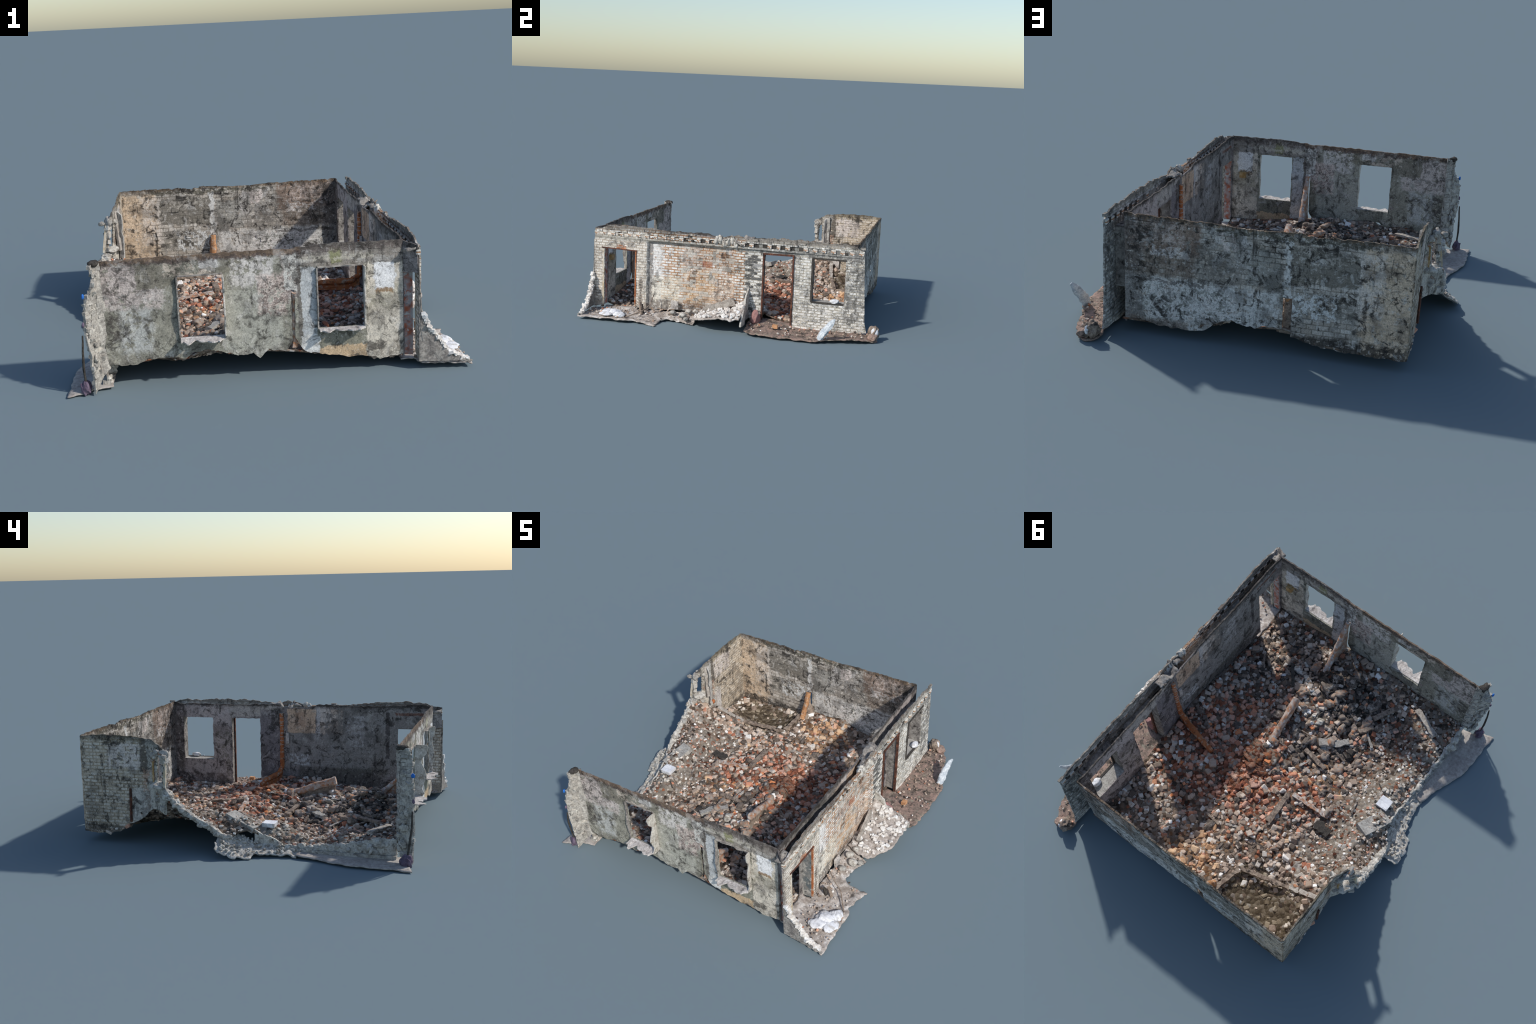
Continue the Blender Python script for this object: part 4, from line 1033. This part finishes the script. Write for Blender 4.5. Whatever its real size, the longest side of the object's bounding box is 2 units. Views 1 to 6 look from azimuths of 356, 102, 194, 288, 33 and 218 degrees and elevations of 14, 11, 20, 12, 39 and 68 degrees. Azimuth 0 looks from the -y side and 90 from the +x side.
# ------------------------------------------------------------------ broken brick pier at the south-west corner
pier_xw = curve([(0, -.795), (.11, -.79), (.24, -.805), (.37, -.806), (.437, -.798), (.486, -.765), (.536, -.755), (.556, -.772), (.60, -.768)])
pier_ys = curve([(0, -.985), (.258, -.992), (.41, -.987), (.515, -.975), (.56, -.955), (.6, -.945)])
pier_yn = curve([(0, -.895), (.2, -.878), (.3, -.89), (.34, -.918), (.44, -.912), (.5, -.893), (.57, -.872), (.6, -.88)])
def pier_lean(S, Z):
    k = S / .115
    return k * (pier_xw(Z) + .800), k * (pier_ys(Z) + .985)
pier = wall("pier", [(-.726, -.898), (-.765, -.922), (-.800, -.985)], lambda s: .095 - .75 * s, ragged_line(lambda s: .590 - .1 * s, .006, 15, 50), [], [], m_pier, .010, .008, .014, 191, None, .006, pier_lean)
z, row = .03, 0
while z < .575:
    h = COURSE * random.uniform(.85, 1.1)
    xw, yo = float(pier_xw(z)), float(pier_ys(z))
    if not (.17 < z < .27 and row % 2):
        for q in range(3):
            t = (q + random.uniform(.25, .75)) / 3
            hp = Heap()
            if q == 0:
                c = (-.745, -.910); ang = math.atan2(-.024, -.039)
            else:
                c = (-.765 + (xw + .765) * (t - .33) / .67, -.922 + (yo + .922) * (t - .33) / .67); ang = math.atan2(yo + .922, xw + .765)
            if z < .095 - .09 * t:
                continue
            hp.box((0, 0, 0), (random.uniform(.012, .021), random.uniform(.005, .008), h / 2 - .0008), Euler((random.uniform(-.1, .1), random.uniform(-.1, .1), ang + random.uniform(-.15, .15))).to_matrix(), .14)
            o = hp.build("pier_brick", m_pier if random.random() < .6 else m_concrete, pier, stuff=False)
            o.location = (c[0], c[1], z + h / 2)
    z += h; row += 1
for i in range(12):
    zz = .10 + .040 * i + random.uniform(-.01, .01); t = random.random()
    hp = Heap()
    hp.box((0, 0, 0), (random.uniform(.012, .020), random.uniform(.010, .016), random.uniform(.007, .010)), Euler((random.uniform(-.3, .3), random.uniform(-.3, .3), random.uniform(0, 3))).to_matrix(), .25)
    o = hp.build("pier_brick", m_pier, pier, stuff=False)
    o.location = (-.752 + t * (float(pier_xw(zz)) + .758) - .006, -.912 + t * (float(pier_ys(zz)) + .920), zz)
lump("pier_cap", (-.760, -.922, .582), (.022, .026, .014), m_char, pier, .6, 3, level=3)
for i in range(9):
    zz = .05 + .028 * i
    lump("crumbled_mortar", (-.782 + .012 * math.sin(i * 2.2), -.945 + .02 * math.sin(i * 1.3), zz), (.010, .022, .020), m_pier if i % 3 else m_concrete, pier, .6, 20 + i, level=3)
lump("blue_fragment", (-.806, -.985, .455), (.006, .010, .012), m_blue, pier, .3, 4, level=2)
lump("blue_fragment", (-.815, -.990, .330), (.006, .008, .012), m_purple, pier, .3, 5, level=2)
tube("hanging_cable", [(-.822, -.985, .28), (-.828, -.985, .20), (-.832, -.975, .12), (-.830, -.965, .05)], [.004, .0055, .006, .005], m_char, 7, pier, .4)
lump("cloth_heap", (-.832, -.962, .030), (.022, .028, .034), m_purple, pave, .5, 6)

# ------------------------------------------------------------------ west window bay
bay = west
beam("window_post", (-.826, .303, .335), (-.800, .306, .492), .012, .014, m_frame, bay, .3)
for i in range(16):
    t = random.random(); zz = random.choice((random.uniform(.22, .34), random.uniform(.49, .53), random.uniform(.34, .50)))
    if .34 < zz < .5 and t > .35:
        t *= .3
    r = random.uniform(.010, .018)
    lump("bay_rubble", (-.750 - .072 * t + random.uniform(-.004, .014), .412 - .11 * t, zz), (r, r * 1.1, r * .8), random.choice((m_crumble, m_concrete, m_pier, m_clump2)), bay, .65, 600 + i, (0, 0, random.uniform(0, 3)), 3)
for i in range(7):
    zz = .225 + .042 * i
    hp = Heap()
    hp.box((0, 0, 0), (random.uniform(.010, .020), random.uniform(.010, .018), random.uniform(.010, .016)), Euler((random.uniform(-.2, .2), random.uniform(-.2, .2), 1.0 + random.uniform(-.3, .3))).to_matrix(), .2)
    o = hp.build("bay_brick", m_pier if i % 2 else m_crumble, bay, stuff=False)
    o.location = (-.812 + .030 * min(1, max(0, (zz - .33) / .18)) + random.uniform(-.006, .010), .308 + random.uniform(-.004, .014), zz)
wall("bay_return", [(-.738, .424), (-.740, .398), (-.716, .380)], lambda s: 0 * s + .28, ragged_line(lambda s: .565 - .5 * s, .010, 16, 60), [], [], m_concrete, .008, .008, .012, 195, bay)
beam("window_post", (-.770, .388, .345), (-.768, .388, .488), .008, .010, m_gold, bay, .2)
beam("leaning_plank", (-.735, .385, .325), (-.752, .395, .552), .032, .014, m_greywood, bay, .2)
lump("crumbled_mortar", (-.788, .322, .505), (.020, .030, .026), m_concrete, bay, .6, 31, level=3)
lump("crumbled_mortar", (-.790, .350, .340), (.040, .045, .020), m_crumble, bay, .6, 32, level=3)
beam("downpipe", (-.758, .532, .31), (-.756, .536, .125), .010, .010, m_rust, bay, .1)
slab("wall_panel", (-.744, .468, .165), (-.731, .515, .30), m_sill, bay, .04)
lump("crumbled_mortar", (-.735, .475, .335), (.014, .020, .014), m_crumble, bay, .5, 33, level=3)
for i in range(3):
    lump("clay_lump", (-.735 + .006 * (i % 2), .40 + .02 * i, .26 + .02 * math.sin(i * 3)), (.012, .014, .014), m_clay if i % 2 else m_crumble, bay, .5, 40 + i, level=3)
# pale torn rim of the floor
rim = [(-.828, .300, .322), (-.826, .26, .27), (-.822, .20, .215), (-.824, .13, .175), (-.822, .07, .145), (-.815, .01, .10), (-.80, -.05, .085)]
tube("broken_rim", rim, [.014, .016, .018, .016, .018, .018, .012], m_crumble, 9, floor, .8, .8, 5)

for i in range(34):
    t = i / 33 * (len(rim) - 1); a = min(int(t), len(rim) - 2)
    p = Vector(rim[a]).lerp(Vector(rim[a + 1]), t - a)
    r = random.uniform(.010, .022)
    lump("rim_boulder", (p.x + random.uniform(-.006, .022), p.y, p.z + random.uniform(-.012, .006)), (r, r * 1.2, r * .8), m_crumble if i % 4 else m_concrete, floor, .65, 500 + i, (0, 0, random.uniform(0, 3)), 3)

# ------------------------------------------------------------------ timbers, flue and debris
tube("log", [(.114, -.902, .392), (.112, -.84, .31), (.107, -.76, .215), (.096, -.684, .150), (.09, -.60, .125)], [.014, .016, .018, .020, .016], m_flue, 10, floor, .35, .9, 2)
tube("log", [(.070, -.120, .125), (.083, -.20, .140), (.092, -.30, .178), (.102, -.405, .208)], [.020, .022, .023, .024], m_flue, 10, floor, .35, .9, 3)
def web(name, ridge, foot, mat, parent, seed, w=.005):
    """debris fused under a leaning log: a lumpy sheet from its ridge down to the bed"""
    k, r = 16, 8
    verts, faces = [], []
    for side in (1, -1):
        for i in range(k + 1):
            t = i / k * (len(ridge) - 1); a = min(int(t), len(ridge) - 2)
            p = Vector(ridge[a]).lerp(Vector(ridge[a + 1]), t - a); q = Vector(foot[a]).lerp(Vector(foot[a + 1]), t - a)
            d = (Vector(ridge[-1]) - Vector(ridge[0])); n = Vector((d.y, -d.x, 0)).normalized()
            for c in range(r + 1):
                m = p.lerp(q, c / r)
                verts.append(m + n * side * (w + w * c / r) * (1 + 1.1 * float(fbm(i * .45, c * .6, seed + side, 3))))
    N = (k + 1) * (r + 1)
    for i in range(k):
        for c in range(r):
            a = i * (r + 1) + c
            faces += [(a, a + 1, a + r + 2, a + r + 1), (a + N, a + N + r + 1, a + N + r + 2, a + N + 1)]
    for i in range(k):
        a = i * (r + 1)
        faces += [(a, a + r + 1, a + r + 1 + N, a + N), (a + r, a + r + N, a + 2 * r + 1 + N, a + 2 * r + 1)]
    for c in range(r):
        a = k * (r + 1) + c
        faces += [(c, c + N, c + 1 + N, c + 1), (a, a + 1, a + 1 + N, a + N)]
    return add(name, mesh_of(name, verts, faces), mat, parent, smooth=math.radians(50))
web("fused_debris", [(.112, -.900, .368), (.106, -.76, .205), (.092, -.60, .118)], [(.112, -.900, .125), (.106, -.76, .09), (.092, -.60, .09)], m_flue, floor, 3)
web("fused_debris", [(.083, -.20, .132), (.101, -.402, .198)], [(.083, -.20, .09), (.101, -.402, .12)], m_wood, floor, 9)
web("fused_debris", [(-.198, .725, .115), (-.192, .806, .275)], [(-.198, .725, .09), (-.192, .806, .10)], m_wood, floor, 14, .018)
web("fused_debris", [(.590, .068, .16), (.46, .095, .130), (.315, .125, .108)], [(.590, .068, .09), (.46, .095, .09), (.315, .125, .09)], m_clay, inner, 19)
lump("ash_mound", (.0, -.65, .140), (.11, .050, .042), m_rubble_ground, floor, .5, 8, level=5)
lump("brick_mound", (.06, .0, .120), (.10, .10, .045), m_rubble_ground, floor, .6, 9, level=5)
flue = tube("flue_pipe", [(.597, .068, .530), (.595, .066, .30), (.590, .066, .175), (.545, .075, .140), (.46, .095, .135), (.38, .115, .128), (.315, .125, .112)], [.013, .013, .015, .018, .017, .016, .014], m_clay, 9, inner, .3, 1.0, 4)
for i in range(13):
    o = lump("flue_collar", (.5965, .067, .20 + i * .025), (.0155, .0155, .0045), m_flue, flue, .2, 70 + i, level=2)
slab("white_box", (.590, .020, .33), (.602, .040, .40), m_sill, inner, .03)
tube("clay_post", [(-.198, .720, .110), (-.194, .770, .20), (-.192, .800, .285)], [.022, .020, .016], plain_material("scorched_orange_post", (.55, .30, .15), (.42, .20, .09), 45, third=(.55, .42, .32), dark=(.2, .11, .07)), 9, floor, .4, 1.0, 6)
timbers = [((-.205, .070), (-.212, .265), .030, .020, m_wood), ((-.225, .055), (-.46, .035), .022, .014, m_flue), ((-.42, .10), (-.52, .11), .05, .012, m_char),  # the m_char one is a short, wide, flat black piece
           ((-.468, -.822), (-.648, -.742), .034, .016, m_greywood), ((-.14, -.30), (-.20, -.36), .045, .026, m_greywood), ((-.20, -.34), (-.27, -.42), .035, .025, m_concrete),
           ((-.535, .487), (-.72, .455), .028, .020, m_greywood), ((-.255, .56), (-.54, .49), .024, .018, m_wood), ((-.25, .575), (-.22, .74), .024, .020, m_wood),
           ((-.30, -.62), (-.36, -.75), .028, .02, m_wood), ((-.10, -.22), (-.26, -.20), .026, .02, m_wood), ((.30, -.62), (.19, -.48), .02, .016, m_char),
           ((-.28, -.50), (-.33, -.58), .028, .022, m_wood)]
for i, (a, b, w, h, mt) in enumerate(timbers):
    za, zb = float(floor_z0(a[0], a[1])), float(floor_z0(b[0], b[1]))
    beam("timber", (a[0], a[1], za + .006), (b[0], b[1], zb + .006), w, h * .8, mt, floor, .75, i + 2)
slab("white_block", (-.695, -.250, .120), (-.625, -.185, .143), m_sack, floor, .10)

# wash-basin like box high on the south wall's inside
slab("meter_box", (.515, -.904, .34), (.552, -.878, .375), m_gold, south, .05)

# yard objects
for i, (dx, dy, rx, ry, rz) in enumerate(((0, 0, .050, .045, .026), (.045, .045, .035, .040, .022), (-.015, -.055, .045, .04, .016), (.05, -.03, .04, .05, .012))):
    lump("sack", (.805 + dx, -.755 + dy, .040), (rx, ry, rz * .85), m_sack, yard, .45, 90 + i)
tube("glazed_shard", [(.876, .640, .022), (.880, .660, .055), (.884, .688, .095), (.892, .716, .130), (.900, .732, .152), (.912, .742, .168)], [.020, .027, .026, .021, .014, .007], m_shard, 12, yard2, .45, .55, 8)
lump("enamel_bowl", (.695, .966, .052), (.032, .034, .040), m_wood, yard2, .55, 12)
lump("enamel_bowl", (.735, .968, .030), (.035, .030, .022), m_yard, yard2, .5, 19)
lump("enamel_bowl_lining", (.712, .970, .056), (.020, .026, .030), m_sack, yard2, .4, 13)
lump("cushion", (.715, .190, .075), (.040, .028, .048), m_pink, yard2, .35, 14)
slab("yard_brick", (.755, .318, .034), (.785, .352, .056), plain_material("orange_brick", (.62, .34, .18), (.55, .27, .13), 40), yard2, .12)
beam("leaning_board", (.700, -.165, .085), (.682, .035, .165), .014, .05, m_greywood, yard, .2)
beam("burnt_stick", (.742, -.60, .11), (.752, -.585, .03), .016, .016, m_wood, yard, .4)
beam("burnt_stick", (.715, -.60, .09), (.720, -.59, .03), .014, .016, m_char, yard, .4)
tube("bent_wire", [(.70, -.52, .16), (.74, -.53, .10), (.80, -.56, .07), (.85, -.63, .04), (.875, -.66, .03)], [.003, .003, .0035, .004, .003], m_wood, 6, yard, .3)
slab("leaning_slab", (.672, -.405, .07), (.684, -.355, .125), m_sill, yard, .08)
for i, (x, y, z, r) in enumerate(((.74, -.30, .05, .028), (.71, -.38, .055, .022), (.70, -.27, .07, .024), (.77, -.27, .035, .02), (.72, -.22, .08, .02))):
    lump("yard_stone", (x, y, z), (r, r * .9, r * .6), m_concrete if i % 2 else m_crumble, yard, .5, 110 + i, level=3)
lump("sill_debris", (.66, .70, .222), (.02, .03, .014), m_sack, inner, .5, 17, level=3)

# ------------------------------------------------------------------ rubble pieces
def chunk_shape(seed, bx, by, bz):
    r = random.Random(seed)
    bm = bmesh.new()
    bmesh.ops.create_cube(bm, size=1)
    for v in bm.verts:
        v.co = Vector((v.co.x * bx * r.uniform(.7, 1.15), v.co.y * by * r.uniform(.7, 1.15), v.co.z * bz * r.uniform(.7, 1.15)))
    bmesh.ops.bevel(bm, geom=list(bm.edges), offset=min(bx, by, bz) * .17, segments=1, affect="EDGES")
    bm.verts.ensure_lookup_table()
    me = bpy.data.meshes.new("brick_chunk")
    bm.to_mesh(me); bm.free()
    me.materials.append(m_chunk)
    return me
shapes = [chunk_shape(200 + i, 1.0, random.uniform(.6, .95), random.uniform(.45, .8)) for i in range(10)]
raw = [([tuple(v.co) for v in me.vertices], [tuple(p.vertices) for p in me.polygons]) for me in shapes]

spots = []
tries = 0
while len(spots) < 4300 and tries < 40000:
    tries += 1
    x, y = random.uniform(-.82, .60), random.uniform(-.895, .805)
    if not inside(floor_outline, np.array([x]), np.array([y]))[0]:
        continue
    mud = math.hypot((x + .47) / .24, (y - .66) / .15) < 1
    if mud and random.random() < .72:
        continue
    fine = x < -.45 and y < .3                           # crushed, finer stuff along the open side
    if random.random() < .10 and not fine:
        size = random.uniform(.034, .048)
    else:
        size = random.uniform(.010, .022) if fine else random.uniform(.015, .036)
    spots.append((size, x, y))
spots.sort(reverse=True)
zs = floor_z(np.array([s[1] for s in spots]), np.array([s[2] for s in spots]))
heap = Heap()
for i, ((size, x, y), z) in enumerate(zip(spots, zs)):
    k = random.randrange(len(shapes))
    x = min(max(x, -.80), .588 - size * .4); y = min(max(y, -.895 + size * .4), .803 - size * .4)
    rot = Euler((random.gauss(0, .35), random.gauss(0, .35), random.uniform(0, math.tau)))
    sc = (size * random.uniform(.85, 1.15), size * random.uniform(.85, 1.15), size * random.uniform(.8, 1.1))
    loc = Vector((x, y, z + size * random.uniform(-.14, .10)))
    if i < 290:
        o = bpy.data.objects.new("brick_chunk", shapes[k])
        bpy.context.scene.collection.objects.link(o)
        o.parent = floor
        o.location, o.rotation_euler, o.scale = loc, rot, sc
    else:
        heap.solid(*raw[k], Matrix.LocRotScale(loc, rot, Vector(sc)))
heap.build("brick_rubble", m_chunks, floor)

# larger fused lumps of masonry, mostly charred
for i in range(70):
    if i < 44:
        x, y = random.uniform(-.36, .30), random.uniform(-.80, -.25)
    else:
        x, y = random.uniform(-.70, .5), random.uniform(-.8, .6)
    if math.hypot((x + .47) / .26, (y - .66) / .17) < 1:
        continue
    r = random.uniform(.022, .042)
    lump("rubble_clump", (x, y, float(floor_z(x, y)) + r * .10), (r, r * random.uniform(.55, .9), r * random.uniform(.4, .62)), random.choice((m_clump, m_clump, m_clump2, m_clump2, m_crumble)), floor, .75, 300 + i, (random.gauss(0, .3), random.gauss(0, .3), random.uniform(0, 6.28)), 3)
# tangle of burnt laths and twisted strips
for i in range(54):
    x, y = (random.uniform(-.42, .30), random.uniform(-.80, -.12)) if i < 36 else (random.uniform(-.68, .52), random.uniform(-.75, .60))
    if math.hypot((x + .47) / .26, (y - .66) / .17) < 1:
        continue
    a, l = random.uniform(0, math.pi), random.uniform(.022, .055)
    za = float(floor_z(x - l * math.cos(a), y - l * math.sin(a))) + random.uniform(.002, .016); zb = float(floor_z(x + l * math.cos(a), y + l * math.sin(a))) + random.uniform(.002, .016)
    beam("burnt_lath", (x - l * math.cos(a), y - l * math.sin(a), za), (x + l * math.cos(a), y + l * math.sin(a), zb), random.uniform(.006, .014), random.uniform(.005, .010), random.choice((m_char, m_wood, m_wood, m_greywood, m_clump)), floor, .6, 700 + i)
white = Heap()
n = 0
while n < 105:
    x, y = random.uniform(.67, .89), random.uniform(-.22, .12)
    if y < -.22 + (x - .80) * 1.25:
        continue
    k = random.randrange(len(shapes)); size = random.uniform(.018, .030)
    white.solid(*raw[k], Matrix.LocRotScale(Vector((x, y, float(pile_z(x, y)) + size * .25)), Euler((random.gauss(0, .5), random.gauss(0, .5), random.uniform(0, 6.3))), Vector((size, size, size))))
    n += 1
white.build("limewashed_bricks", m_whitebrick, yard)
grit = Heap()
for _ in range(420):
    x, y = random.uniform(.66, .90), random.uniform(-.95, .95)
    if -.22 < y < .15:
        continue
    zf, poly = (ash_z, [(.66, -.95), (.9, -.96), (.895, -.7), (.86, -.6), (.88, -.45), (.74, -.42), (.74, -.32), (.77, -.22), (.66, -.2)]) if y < 0 else (step_z, [(.66, .16), (.84, .17), (.885, .23), (.905, .38), (.9, .62), (.85, .71), (.8, .9), (.68, .95)])
    if not inside(poly, np.array([x]), np.array([y]))[0]:
        continue
    size = random.uniform(.006, .016)
    grit.solid(*raw[random.randrange(len(shapes))], Matrix.LocRotScale(Vector((x, y, float(zf(x, y)) + .003)), Euler((random.gauss(0, .5), random.gauss(0, .5), random.uniform(0, 6.3))), Vector((size, size, size))))
grit.build("yard_grit", m_chunks, yard)
bank = Heap()
for _ in range(500):
    x, y = random.uniform(-.90, -.70), random.uniform(-.9, .01)
    if not inside([(-.715, -.9), (-.715, -.2), (-.76, -.06), (-.82, -.005), (-.895, -.01), (-.895, -.1), (-.85, -.18), (-.80, -.30), (-.76, -.40), (-.76, -.9)], np.array([x]), np.array([y]))[0]:
        continue
    size = random.uniform(.008, .020)
    bank.solid(*raw[random.randrange(len(shapes))], Matrix.LocRotScale(Vector((x, y, float(pave_z0(x, y)) + .006)), Euler((random.gauss(0, .5), random.gauss(0, .5), random.uniform(0, 6.3))), Vector((size, size, size))))
bank.build("bank_rubble", m_crumble, pave)
# loose bricks left along the wall crowns
crown = Heap()
for _ in range(70):
    u = random.uniform(-.74, .58); z = float(n_top(u))
    crown.box((u, .820 + random.uniform(-.001, .001), z - .002), (random.uniform(.008, .018), .0048, random.uniform(.004, .007)), Matrix.Rotation(random.uniform(-.2, .2), 3, "Y"), .15)
crown.build("crown_bricks", m_north, north)
